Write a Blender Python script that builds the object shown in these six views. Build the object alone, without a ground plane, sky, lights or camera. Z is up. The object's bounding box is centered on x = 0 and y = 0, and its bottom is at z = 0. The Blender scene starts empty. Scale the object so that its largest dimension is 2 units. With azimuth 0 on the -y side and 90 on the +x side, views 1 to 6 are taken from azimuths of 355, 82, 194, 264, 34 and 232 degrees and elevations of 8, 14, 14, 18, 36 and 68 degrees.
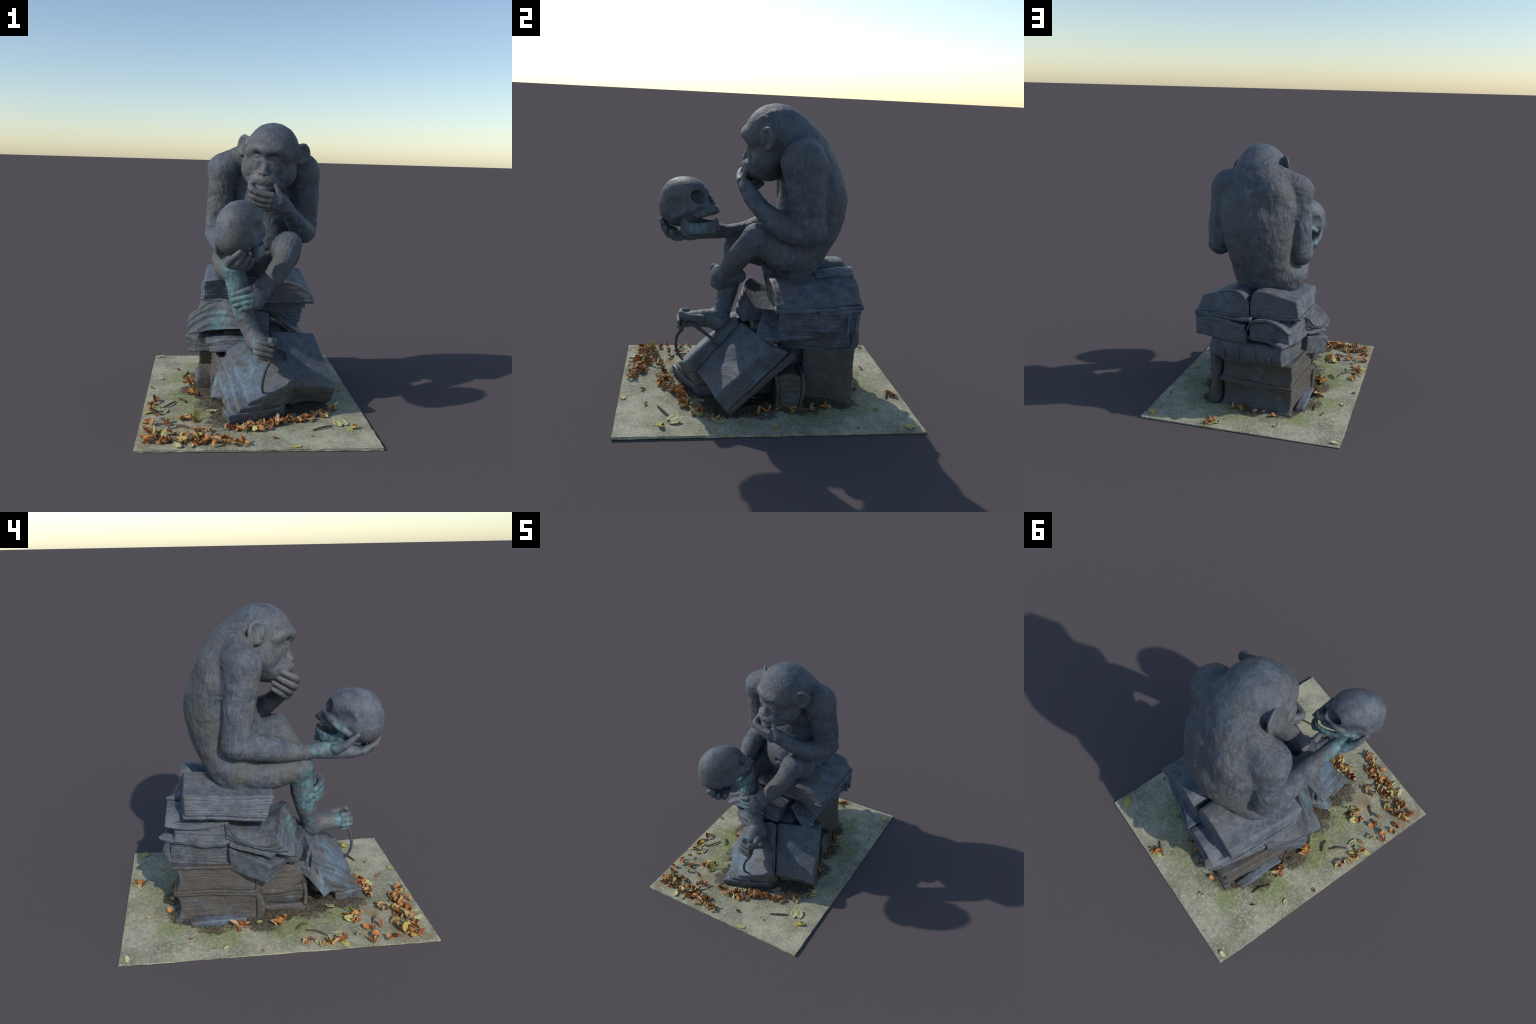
"""Bronze statue: a chimpanzee sitting on a pile of books, pondering a human skull,
on a concrete paving slab with fallen autumn leaves."""
import bpy, math, random
import numpy as np
from mathutils import Vector, Matrix

rng = np.random.default_rng(7)
random.seed(7)
A = lambda *v: np.array(v, float)
unit = lambda v: np.asarray(v, float) / np.linalg.norm(v)

# ------------------------------------------------------------------ noise
_perm = rng.permutation(512)
_perm = np.concatenate([_perm, _perm])
_grad = rng.normal(size=(512, 3)); _grad /= np.linalg.norm(_grad, axis=1)[:, None]


def noise(p):
    """Gradient noise in about -1..1 for an (n, 3) array."""
    p = np.asarray(p, float)
    i = np.floor(p).astype(int); f = p - i; i &= 255
    u = f * f * f * (f * (f * 6 - 15) + 10)
    out = np.zeros(len(p))
    for dx in (0, 1):
        for dy in (0, 1):
            for dz in (0, 1):
                h = _perm[_perm[_perm[(i[:, 0] + dx) & 255] + ((i[:, 1] + dy) & 255)] + ((i[:, 2] + dz) & 255)]
                g = (_grad[h] * (f - (dx, dy, dz))).sum(1)
                w = (u[:, 0] if dx else 1 - u[:, 0]) * (u[:, 1] if dy else 1 - u[:, 1]) * (u[:, 2] if dz else 1 - u[:, 2])
                out += g * w
    return out * 1.5


def fbm(p, n=3):
    return sum(noise(np.asarray(p) * 2 ** k + 17.3 * k) / 2 ** k for k in range(n))


def smoothstep(a, b, x):
    t = np.clip((x - a) / (b - a), 0, 1)
    return t * t * (3 - 2 * t)


def curve(points, t):
    """Catmull-Rom through control points, t in 0..1 (array)."""
    P = np.array(points, float); n = len(P) - 1
    if n == 1:
        return P[0] + np.asarray(t)[..., None] * (P[1] - P[0])
    Q = np.concatenate([[2 * P[0] - P[1]], P, [2 * P[-1] - P[-2]]])
    x = np.clip(np.asarray(t, float), 0, 1) * n; i = np.minimum(x.astype(int), n - 1); f = (x - i)[..., None]
    a, b, c, d = Q[i], Q[i + 1], Q[i + 2], Q[i + 3]
    return 0.5 * (2 * b + (c - a) * f + (2 * a - 5 * b + 4 * c - d) * f ** 2 + (3 * b - a - 3 * c + d) * f ** 3)


# ------------------------------------------------------------------ node materials
def new_material(name):
    m = bpy.data.materials.new(name); m.use_nodes = True
    nt = m.node_tree; nt.nodes.clear()
    return m, nt


class Nodes:
    def __init__(self, nt):
        self.nt = nt
        self.co = self.add("ShaderNodeTexCoord").outputs["Object"]

    def add(self, kind, **kw):
        n = self.nt.nodes.new(kind)
        for k, v in kw.items():
            setattr(n, k, v)
        return n

    def put(self, sock, v):
        if hasattr(v, "links") or isinstance(v, bpy.types.NodeSocket):
            self.nt.links.new(v, sock)
        elif isinstance(v, (tuple, list)):
            sock.default_value = (*v, 1.0) if len(sock.default_value) == 4 and len(v) == 3 else v
        else:
            sock.default_value = v

    def noise(self, scale, detail=4, rough=0.6, stretch=None, seed=0.0):
        co = self.co
        if stretch or seed:
            mp = self.add("ShaderNodeMapping"); self.put(mp.inputs["Vector"], co)
            mp.inputs["Scale"].default_value = stretch or (1, 1, 1)
            mp.inputs["Location"].default_value = (seed, seed * 0.7, -seed)
            co = mp.outputs[0]
        n = self.add("ShaderNodeTexNoise"); self.put(n.inputs["Vector"], co)
        n.inputs["Scale"].default_value = scale; n.inputs["Detail"].default_value = detail
        n.inputs["Roughness"].default_value = rough
        return n.outputs["Fac"]

    def range(self, v, a, b, lo=0.0, hi=1.0):
        n = self.add("ShaderNodeMapRange", interpolation_type="SMOOTHSTEP"); self.put(n.inputs["Value"], v)
        for s, x in zip(("From Min", "From Max", "To Min", "To Max"), (a, b, lo, hi)):
            self.put(n.inputs[s], x)
        return n.outputs[0]

    def math(self, op, a, b=0.0):
        n = self.add("ShaderNodeMath", operation=op); self.put(n.inputs[0], a); self.put(n.inputs[1], b)
        return n.outputs[0]

    def mix(self, fac, a, b, blend="MIX"):
        n = self.add("ShaderNodeMix", data_type="RGBA", blend_type=blend)
        self.put(n.inputs[0], fac); self.put(n.inputs[6], a); self.put(n.inputs[7], b)
        return n.outputs[2]

    def blob(self, centre, radius, soft=0.5):
        """1 inside a ball round centre, fading out to 0 at its radius."""
        n = self.add("ShaderNodeVectorMath", operation="DISTANCE"); self.put(n.inputs[0], self.co)
        n.inputs[1].default_value = centre
        return self.range(n.outputs["Value"], radius, radius * (1 - soft))

    def blobs(self, items):
        out = None
        for c, r, w in items:
            b = self.math("MULTIPLY", self.blob(c, r, 0.75), w)
            out = b if out is None else self.math("MAXIMUM", out, b)
        return out

    def finish(self, colour, rough=0.6, bump=None, bump_strength=0.3, bump_distance=0.004, **extra):
        b = self.add("ShaderNodeBsdfPrincipled")
        self.put(b.inputs["Base Color"], colour); self.put(b.inputs["Roughness"], rough)
        for k, v in extra.items():
            self.put(b.inputs[k.replace("_", " ")], v)
        if bump is not None:
            n = self.add("ShaderNodeBump"); n.inputs["Strength"].default_value = bump_strength
            n.inputs["Distance"].default_value = bump_distance
            self.put(n.inputs["Height"], bump); self.put(b.inputs["Normal"], n.outputs[0])
        o = self.add("ShaderNodeOutputMaterial"); self.nt.links.new(b.outputs[0], o.inputs[0])
        return b


PATINA = [  # where verdigris sits: centre, radius, strength
    ((-0.16, -0.24, 0.93), 0.17, 1.0), ((-0.12, -0.27, 0.76), 0.18, 1.0), ((-0.05, -0.27, 0.58), 0.14, 0.75),
    ((-0.20, -0.42, 1.15), 0.13, 1.0), ((-0.22, -0.30, 1.10), 0.10, 0.8), ((-0.06, -0.37, 1.15), 0.14, 0.9),
    ((0.01, -0.47, 1.14), 0.13, 0.85), ((-0.20, -0.47, 1.24), 0.09, 0.75), ((-0.09, -0.36, 0.79), 0.12, 1.0), ((0.00, -0.52, 0.51), 0.13, 0.85),
    ((-0.24, -0.14, 0.60), 0.17, 0.8), ((0.15, 0.35, 0.93), 0.10, 0.5),
]
BLUE_WEAR = [((-0.05, -0.45, 0.28), 0.34, 1.0), ((-0.25, -0.38, 0.17), 0.18, 1.0), ((-0.22, -0.15, 0.45), 0.16, 0.8),
             ((-0.19, -0.56, 0.09), 0.14, 0.9), ((-0.40, 0.37, 0.03), 0.22, 0.9)]


def bronze(name, grain=(1, 1, 1), soil=0.0, tone=1.0, hair=False, paper=False, relief=0.6):
    m, nt = new_material(name); N = Nodes(nt)
    big = N.noise(3.2, 3, 0.55); mid = N.noise(13, 5, 0.65, seed=3.0); fine = N.noise(70, 4, 0.7, stretch=grain, seed=5.0)
    s = lambda *c: tuple(x * tone * 1.10 for x in c)
    stroke = N.noise(46, 5, 0.7, stretch=(1.0, 1.0, 0.30) if hair else grain, seed=8.0)
    col = N.mix(N.range(mid, 0.36, 0.66), s(0.058, 0.071, 0.088), s(0.108, 0.124, 0.146))
    col = N.mix(N.math("MULTIPLY", N.range(big, 0.46, 0.62), 0.75), col, s(0.100, 0.095, 0.090))   # brown-grey areas
    col = N.mix(N.math("MULTIPLY", N.range(stroke, 0.52, 0.72), 0.55), col, s(0.165, 0.180, 0.205))   # bluish ridge highlights painted in as pale strokes
    col = N.mix(N.math("MULTIPLY", N.range(stroke, 0.47, 0.33), 0.55), col, s(0.042, 0.046, 0.052))   # darker strokes between them
    pock = N.noise(38, 3, 0.5, seed=11.0)
    col = N.mix(N.math("MULTIPLY", N.range(pock, 0.36, 0.27), 0.6), col, s(0.040, 0.042, 0.046))
    # verdigris, streaked
    streak = N.noise(17, 8, 0.78, stretch=(1.5, 1.5, 0.6), seed=2.0)
    pm = N.blobs(PATINA)
    patch = N.range(N.math("ADD", N.math("MULTIPLY", pm, 0.62), streak), 0.70, 1.12)
    green = N.mix(N.range(N.noise(30, 3, 0.6, seed=9.0), 0.42, 0.62), (0.078, 0.142, 0.150), (0.125, 0.265, 0.285))
    col = N.mix(N.math("MULTIPLY", patch, 0.9), col, green)
    spots = N.range(N.noise(30, 2, 0.5, seed=21.0), 0.74, 0.78)
    col = N.mix(N.math("MULTIPLY", spots, 0.4), col, (0.12, 0.28, 0.30))
    if soil or paper:
        wear = N.range(N.math("ADD", N.math("MULTIPLY", N.blobs(BLUE_WEAR), 0.5), N.noise(14, 5, 0.7, seed=6.0)), 0.72, 1.12)
        bl = N.mix(N.range(streak, 0.42, 0.68), (0.10, 0.135, 0.18), (0.17, 0.28, 0.36))
        col = N.mix(N.math("MULTIPLY", wear, 0.8), col, bl)
    if soil:
        dirt = N.range(N.noise(7, 6, 0.75, seed=14.0), 0.62 - 0.3 * soil, 0.75 - 0.22 * soil)
        speck = N.range(N.noise(160, 2, 0.6, seed=1.0), 0.58, 0.70)
        brown = N.mix(speck, (0.072, 0.060, 0.046), (0.22, 0.185, 0.135))
        col = N.mix(N.math("MULTIPLY", dirt, 0.85), col, brown)
    h = N.math("ADD", N.math("MULTIPLY", fine, 0.7), N.math("MULTIPLY", mid, 0.8))
    if hair:
        h = N.math("ADD", h, N.math("MULTIPLY", stroke, 1.6))
    N.finish(col, N.range(mid, 0.3, 0.7, 0.5, 0.68), h, relief, 0.011, Metallic=0.0, Specular_IOR_Level=0.45)
    return m


MAT_FUR = bronze("bronze_hair", hair=True)
MAT_SKIN = bronze("bronze_skin", relief=0.35)
MAT_SKULL = bronze("bronze_skull", relief=0.3)
MAT_BOOK = bronze("bronze_book", grain=(0.45, 0.45, 2.2), paper=True, tone=1.12)
MAT_LOW = bronze("bronze_book_soiled", grain=(0.5, 0.5, 3.0), soil=1.0, paper=True)
MAT_MID = bronze("bronze_book_dusty", grain=(0.5, 0.5, 3.0), soil=0.35, paper=True)
MAT_FRONT = bronze("bronze_book_worn", soil=0.45, paper=True)
MAT_IRON = bronze("bronze_dark", tone=0.6)

# ------------------------------------------------------------------ scene tree
scene = bpy.context.scene
statue = bpy.data.objects.new("chimpanzee_statue", None)
statue["label"] = "bronze chimpanzee on stacked books contemplating a human skull"
statue["category"] = "statue"
scene.collection.objects.link(statue)


def mesh_from(name, verts, faces, mat, normals=None, smooth=True):
    me = bpy.data.meshes.new(name)
    me.from_pydata(np.asarray(verts).tolist(), [], faces.tolist() if isinstance(faces, np.ndarray) else faces)
    me.materials.append(mat)
    me.polygons.foreach_set("use_smooth", np.full(len(me.polygons), smooth))
    me.update()
    if normals is not None:
        me.normals_split_custom_set_from_vertices(np.asarray(normals).tolist())
    return me


def place(name, me, parent=statue, kind=None):
    o = bpy.data.objects.new(name, me)
    scene.collection.objects.link(o)
    o.parent = parent
    if kind:
        o["kind"] = kind
    return o


# ------------------------------------------------------------------ implicit bodies
H = 0.0052  # sampling step


class Field:
    """A signed-distance field built from smoothly joined rounded shapes."""
    names = []

    def __init__(self, lo, hi, h=H):
        self.h = h
        self.i0 = np.floor(A(*lo) / h).astype(int); n = np.ceil(A(*hi) / h).astype(int) - self.i0 + 1
        self.D = np.full(n, 0.5, np.float32); self.L = np.zeros(n, np.uint8)

    def box(self, lo, hi):
        a = np.clip(np.floor(np.asarray(lo) / self.h).astype(int) - self.i0, 0, np.array(self.D.shape))
        b = np.clip(np.ceil(np.asarray(hi) / self.h).astype(int) - self.i0 + 1, 0, np.array(self.D.shape))
        sl = tuple(slice(x, y) for x, y in zip(a, b))
        g = [((np.arange(x, y) + o) * self.h).astype(np.float32) for x, y, o in zip(a, b, self.i0)]
        return sl, (g[0][:, None, None], g[1][None, :, None], g[2][None, None, :])

    @classmethod
    def label(cls, name):
        if name not in cls.names:
            cls.names.append(name)
        return cls.names.index(name)

    def join(self, sl, d, k, name):
        D = self.D[sl]
        lab = self.L[sl]; lab[d < D] = self.label(name)
        h = np.clip(0.5 + 0.5 * (D - d) / k, 0, 1)
        self.D[sl] = D * (1 - h) + d * h - k * h * (1 - h)

    def cut(self, sl, d, k):
        D = self.D[sl]; d = -d
        h = np.clip(0.5 - 0.5 * (D - d) / k, 0, 1)
        self.D[sl] = D * (1 - h) + d * h + k * h * (1 - h)

    def ellipsoid(self, c, r, k=0.03, name="torso", R=None, cut=False):
        c = A(*c); r = A(*r) if np.ndim(r) else np.full(3, float(r)); m = r.max() + k + 0.02
        R = np.eye(3) if R is None else R
        sl, (x, y, z) = self.box(c - m, c + m)
        x, y, z = x - c[0], y - c[1], z - c[2]
        q = [(R[i, 0] * x + R[i, 1] * y + R[i, 2] * z) / r[i] for i in range(3)]
        k0 = np.sqrt(q[0] ** 2 + q[1] ** 2 + q[2] ** 2) + 1e-6
        k1 = np.sqrt((q[0] / r[0]) ** 2 + (q[1] / r[1]) ** 2 + (q[2] / r[2]) ** 2) + 1e-6
        d = k0 * (k0 - 1) / k1
        self.cut(sl, d, k) if cut else self.join(sl, d, k, name)

    def tube(self, pts, rad, k=0.03, name="torso", n=None, cut=False, squash=None):
        """Round tube through control points with radii; squash=(axis, factor) flattens it."""
        P = np.array(pts, float); rad = np.broadcast_to(rad, len(P)).astype(float)
        if n and len(P) > 2:
            t = np.linspace(0, 1, n)
            rad = np.interp(t * (len(P) - 1), np.arange(len(P)), rad); P = curve(P, t)
        m = rad.max() + k + 0.02
        m = m * (squash[1] if squash else 1)
        sl, (x, y, z) = self.box(P.min(0) - m, P.max(0) + m)
        best = None
        for a, b, ra, rb in zip(P[:-1], P[1:], rad[:-1], rad[1:]):
            ab = b - a; q = (x - a[0], y - a[1], z - a[2])
            t = np.clip((q[0] * ab[0] + q[1] * ab[1] + q[2] * ab[2]) / (ab @ ab + 1e-12), 0, 1)
            e = [q[i] - t * ab[i] for i in range(3)]
            if squash:
                s = (e[0] * squash[0][0] + e[1] * squash[0][1] + e[2] * squash[0][2]) * (1 - 1 / squash[1])
                e = [e[i] - s * squash[0][i] for i in range(3)]
            d = np.sqrt(e[0] ** 2 + e[1] ** 2 + e[2] ** 2) - (ra + t * (rb - ra))
            best = d if best is None else np.minimum(best, d)
        self.cut(sl, best, k) if cut else self.join(sl, best, k, name)

    def loft(self, sections, k=0.03, name="torso", power=2.3):
        """Stacked rounded sections: (z, centre x, half width, back y, front y)."""
        S = np.array(sections, float); S = S[np.argsort(S[:, 0])]
        sl, (x, y, z) = self.box((-0.6, -0.4, S[0, 0]), (0.8, 0.9, S[-1, 0]))
        zz = z.ravel(); t = np.interp(zz, S[:, 0], np.linspace(0, 1, len(S)))
        C = curve(S, t)
        cx, w = C[:, 1], np.maximum(C[:, 2], 0.01); cy = (C[:, 3] + C[:, 4]) / 2; b = np.maximum((C[:, 3] - C[:, 4]) / 2, 0.01)
        e = [v.astype(np.float32)[None, None, :] for v in (cx, w, cy, b)]
        y = y + 0.11 * np.maximum(x - e[0], 0)                            # back turned a little to the ape's right
        v = (y - e[2]) / e[3]
        narrow = 1 - 0.32 * np.clip(-v, 0, 1.3) ** 1.3                    # chest narrower than the back
        q = (np.abs((x - e[0]) / (e[1] * narrow * np.where(x < e[0], 0.93, 1.0))) ** power + np.abs(v) ** power) ** (1 / power)
        self.join(sl, (q - 1) * np.minimum(e[1], e[3]) * 0.9, k, name)

    def merge(self, other, k):
        off = other.i0 - self.i0
        sl = tuple(slice(o, o + n) for o, n in zip(off, other.D.shape))
        D, d = self.D[sl], other.D
        m = d < D; self.L[sl][m] = other.L[m]
        h = np.clip(0.5 + 0.5 * (D - d) / k, 0, 1)
        self.D[sl] = D * (1 - h) + d * h - k * h * (1 - h)

    def surface(self):
        """Naive surface nets: vertices, quads, vertex labels."""
        D = self.D; D[[0, -1]] = 0.1; D[:, [0, -1]] = 0.1; D[:, :, [0, -1]] = 0.1
        ins = D < 0
        cnt = sum(ins[i:i + D.shape[0] - 1, j:j + D.shape[1] - 1, l:l + D.shape[2] - 1].astype(np.uint8)
                  for i in (0, 1) for j in (0, 1) for l in (0, 1))
        cells = np.argwhere((cnt > 0) & (cnt < 8))
        idx = np.full(cnt.shape, -1, np.int32); idx[tuple(cells.T)] = np.arange(len(cells))
        corner = [(i, j, l) for i in (0, 1) for j in (0, 1) for l in (0, 1)]
        V = np.stack([D[tuple((cells + c).T)] for c in corner], 1)
        acc = np.zeros((len(cells), 3)); num = np.zeros(len(cells))
        for a in range(8):
            for b in range(a + 1, 8):
                ca, cb = np.array(corner[a]), np.array(corner[b])
                if abs(ca - cb).sum() != 1:
                    continue
                s = (V[:, a] < 0) != (V[:, b] < 0); da, db = V[s, a], V[s, b]
                t = (da / (da - db))[:, None]
                acc[s] += ca + t * (cb - ca); num[s] += 1
        verts = (cells + acc / num[:, None] + self.i0) * self.h
        near = np.argmin(np.abs(V), 1)
        lab = self.L[tuple((cells + np.array(corner)[near]).T)]
        quads = []
        for ax in range(3):
            u, v = (ax + 1) % 3, (ax + 2) % 3
            s0 = [slice(None)] * 3; s1 = [slice(None)] * 3; s0[ax] = slice(0, -1); s1[ax] = slice(1, None)
            a, b = ins[tuple(s0)], ins[tuple(s1)]
            for flip, e in ((False, np.argwhere(a & ~b)), (True, np.argwhere(~a & b))):
                du = np.zeros(3, int); du[u] = 1; dv = np.zeros(3, int); dv[v] = 1
                q = np.stack([idx[tuple((e - o).T)] for o in (du + dv, dv, 0 * du, du)], 1)
                quads.append(q[:, ::-1] if flip else q)
        return verts, np.concatenate(quads), lab


def neighbours_mean(n, quads, val):
    acc = np.zeros((n,) + val.shape[1:]); c = np.zeros(n)
    for a in range(4):
        i, j = quads[:, a], quads[:, (a + 1) % 4]
        np.add.at(acc, i, val[j]); np.add.at(c, i, 1)
        np.add.at(acc, j, val[i]); np.add.at(c, j, 1)
    c = np.maximum(c, 1)
    return acc / (c[:, None] if val.ndim > 1 else c)


def vertex_normals(verts, quads):
    n = np.cross(verts[quads[:, 2]] - verts[quads[:, 0]], verts[quads[:, 3]] - verts[quads[:, 1]])
    N = np.zeros_like(verts)
    for a in range(4):
        np.add.at(N, quads[:, a], n)
    return N / np.maximum(np.linalg.norm(N, axis=1), 1e-12)[:, None]


def split_parts(verts, quads, lab, mats, parents, default_mat):
    """Cut one smooth skin into named parts that keep the whole skin's normals."""
    nrm = vertex_normals(verts, quads)
    # a face belongs to the commonest label of its corners
    L = lab[quads]; face = np.sort(L, 1)[:, 1]
    made = {}
    order = sorted(set(face.tolist()), key=lambda i: (Field.names[i] in parents, i))
    for i in order:
        key = Field.names[i]; f = quads[face == i]
        if len(f) < 12:
            continue
        used, inv = np.unique(f, return_inverse=True)
        base = key.split(":")[0]
        me = mesh_from(base, verts[used], inv.reshape(-1, 4), mats.get(base, default_mat), nrm[used])
        made[key] = place(base, me, made.get(parents.get(key), statue))
    return made


# ------------------------------------------------------------------ the chimpanzee
HO = A(0.125, 0.015, 1.82)                           # middle of the head, between the ears
hl = unit((0.948, -0.2895, -0.13)); hf = unit(A(-0.292, -0.956, 0) - hl * (A(-0.292, -0.956, 0) @ hl)); hu = np.cross(hf, hl)
hu = hu if hu[2] > 0 else -hu
HR = np.array([hl, hf, hu])
hp = lambda l, f, u: HO + l * hl + f * hf + u * hu   # head frame: left, forward, up
LO, HI = (-0.42, -0.86, 0.36), (0.58, 0.62, 2.04)

trunk = Field((-0.42, -0.32, 0.74), (0.58, 0.62, 2.04))
trunk.loft([(0.78, -0.03, 0.14, 0.28, 0.12), (0.83, -0.02, 0.24, 0.335, 0.06), (0.88, -0.01, 0.262, 0.365, 0.04), (0.96, -0.002, 0.272, 0.40, 0.0),
            (1.06, 0.02, 0.272, 0.45, -0.015), (1.18, 0.045, 0.272, 0.495, 0.02), (1.30, 0.055, 0.288, 0.522, 0.045),
            (1.43, 0.06, 0.305, 0.522, 0.065), (1.56, 0.06, 0.315, 0.475, 0.065), (1.68, 0.065, 0.29, 0.415, 0.07),
            (1.78, 0.08, 0.22, 0.340, 0.05), (1.86, 0.10, 0.12, 0.235, 0.04), (1.90, 0.10, 0.05, 0.17, 0.06)])
trunk.ellipsoid((0.08, 0.090, 1.12), (0.150, 0.122, 0.150), 0.05)                  # belly
trunk.tube([(0.05, -0.030, 1.10), (0.10, -0.032, 1.09)], 0.012, 0.02, cut=True)      # navel fold
trunk.ellipsoid((-0.065, 0.318, 1.60), (0.125, 0.115, 0.17), 0.05)                    # shoulder blades
trunk.tube([(0.02, 0.20, 1.77), (-0.13, 0.18, 1.71), (-0.215, 0.165, 1.66)], (0.11, 0.105, 0.115), 0.05, n=6)   # trapezius to shoulder
trunk.tube([(0.17, 0.19, 1.76), (0.30, 0.165, 1.69), (0.36, 0.155, 1.64)], (0.095, 0.100, 0.128), 0.05, n=6)
trunk.ellipsoid((-0.12, 0.22, 1.00), (0.17, 0.15, 0.13), 0.05)                      # hips
trunk.tube([(0.075, 0.36, 1.77), (0.055, 0.475, 1.60), (0.045, 0.545, 1.40), (0.035, 0.545, 1.25), (0.02, 0.50, 1.10)], 0.006, 0.05, n=10, cut=True)
# head
trunk.tube([hp(-0.01, -0.10, -0.03), A(0.065, 0.21, 1.72)], (0.148, 0.15), 0.05, "head")
trunk.ellipsoid(hp(0, 0, -0.012), (0.187, 0.207, 0.19), 0.03, "head", HR)
trunk.ellipsoid(hp(0, 0.085, -0.10), (0.135, 0.105, 0.12), 0.03, "face", HR)         # face
trunk.ellipsoid(hp(0.0, 0.112, -0.225), (0.125, 0.108, 0.085), 0.03, "face", HR)    # muzzle
trunk.ellipsoid(hp(0.005, 0.150, -0.222), (0.092, 0.072, 0.046), 0.025, "face", HR)  # upper lip
trunk.ellipsoid(hp(0.0, 0.05, -0.24), (0.14, 0.12, 0.085), 0.03, "head", HR)        # jaw
for s in (-1, 1):
    trunk.ellipsoid(hp(s * 0.115, 0.04, -0.15), (0.085, 0.095, 0.11), 0.03, "head", HR)  # cheek
    trunk.tube([hp(s * 0.135, 0.125, -0.045), hp(s * 0.085, 0.18, -0.012), hp(s * 0.03, 0.198, -0.014), hp(0, 0.195, -0.02)],
               (0.026, 0.029, 0.029, 0.026), 0.045, "face", n=9)                       # brow ridge
    trunk.ellipsoid(hp(s * 0.062, 0.130, -0.128), (0.050, 0.040, 0.045), 0.03, "face", HR)
    trunk.ellipsoid(hp(s * 0.158, 0.045, -0.125), (0.032, 0.045, 0.045), 0.015, "head", HR)       # whiskers
    trunk.ellipsoid(hp(s * 0.150, 0.050, -0.195), (0.030, 0.045, 0.042), 0.015, "head", HR)
    trunk.ellipsoid(hp(s * 0.06, 0.213, -0.064), (0.040, 0.036, 0.024), 0.022, R=HR, cut=True)
    trunk.ellipsoid(hp(s * 0.058, 0.168, -0.067), (0.029, 0.022, 0.02), 0.006, "eye:%d" % s, HR)
    trunk.tube([hp(s * 0.09, 0.165, -0.095), hp(s * 0.055, 0.178, -0.098), hp(s * 0.03, 0.18, -0.085)], 0.009, 0.012, "face")  # lower lid
trunk.tube([hp(0, 0.170, -0.06), hp(0, 0.180, -0.12), hp(0, 0.196, -0.165)], (0.014, 0.018, 0.024), 0.02, "face")
trunk.ellipsoid(hp(0, 0.205, -0.178), (0.036, 0.022, 0.016), 0.012, "face", HR)
for s in (-1, 1):
    trunk.ellipsoid(hp(s * 0.019, 0.224, -0.191), (0.013, 0.012, 0.009), 0.006, R=HR, cut=True)
    trunk.tube([hp(s * 0.045, 0.196, -0.160), hp(s * 0.085, 0.170, -0.178), hp(s * 0.118, 0.125, -0.215)], 0.004, 0.020, cut=True, n=6)   # fold round the muzzle
trunk.tube([hp(-0.085, 0.175, -0.245), hp(-0.03, 0.215, -0.262), hp(0.03, 0.218, -0.266), hp(0.09, 0.178, -0.24)], 0.0045, 0.010, cut=True, n=10)
trunk.tube([hp(-0.06, 0.172, -0.278), hp(0.01, 0.199, -0.286), hp(0.065, 0.170, -0.276)], (0.019, 0.024, 0.019), 0.012, "face", n=7)
for s in (-1, 1):                                                                     # ears: cupped discs
    a = unit(hl * s * 0.72 - hf * 0.69); n = unit(np.cross(a, hu)); n = n * np.sign(n @ hl) * s   # a: outward along the ear, n: the way it faces
    R = np.array([a, n, hu])
    c = hp(s * 0.215, 0.022, -0.008)
    trunk.ellipsoid(c, (0.070, 0.022, 0.078), 0.02, "ear:%d" % s, R)
    trunk.ellipsoid(c + n * 0.021 - a * 0.004, (0.054, 0.022, 0.060), 0.008, R=R, cut=True)
    trunk.ellipsoid(c - n * 0.030 - a * 0.030, (0.045, 0.032, 0.060), 0.02, "head", R)
    trunk.tube([c - a * 0.045 + hu * 0.02 + n * 0.008, c - a * 0.03 - hu * 0.03 + n * 0.010], 0.013, 0.012, "ear:%d" % s)

upper_r = Field((-0.42, -0.06, 1.04), (0.06, 0.42, 1.86))
upper_r.tube([(-0.205, 0.165, 1.66), (-0.225, 0.185, 1.45), (-0.25, 0.205, 1.26)], (0.122, 0.106, 0.096), 0.03, "arm:r", n=8)
upper_r.ellipsoid((-0.265, 0.225, 1.18), (0.078, 0.085, 0.08), 0.04, "arm:r")
arm_r = Field((-0.42, -0.86, 0.98), (0.06, 0.42, 1.40))
arm_r.ellipsoid((-0.265, 0.225, 1.18), (0.078, 0.085, 0.08), 0.04, "arm:r")
arm_r.tube([(-0.258, 0.20, 1.165), (-0.238, 0.05, 1.148), (-0.213, -0.08, 1.113), (-0.190, -0.22, 1.093), (-0.183, -0.35, 1.097)],
           (0.080, 0.086, 0.070, 0.052, 0.048), 0.03, "arm:r", n=12)
arm_r.tube([(-0.184, -0.33, 1.096), (-0.182, -0.42, 1.092), (-0.165, -0.52, 1.08)], (0.050, 0.056, 0.046), 0.02, "hand:r", n=6)
arm_r.ellipsoid((-0.150, -0.55, 1.075), (0.078, 0.09, 0.036), 0.03, "hand:r")
arm_r.tube([(-0.232, -0.42, 1.115), (-0.262, -0.485, 1.155), (-0.272, -0.55, 1.212)], (0.034, 0.025, 0.017), 0.015, "finger:r0", n=7)
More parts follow.
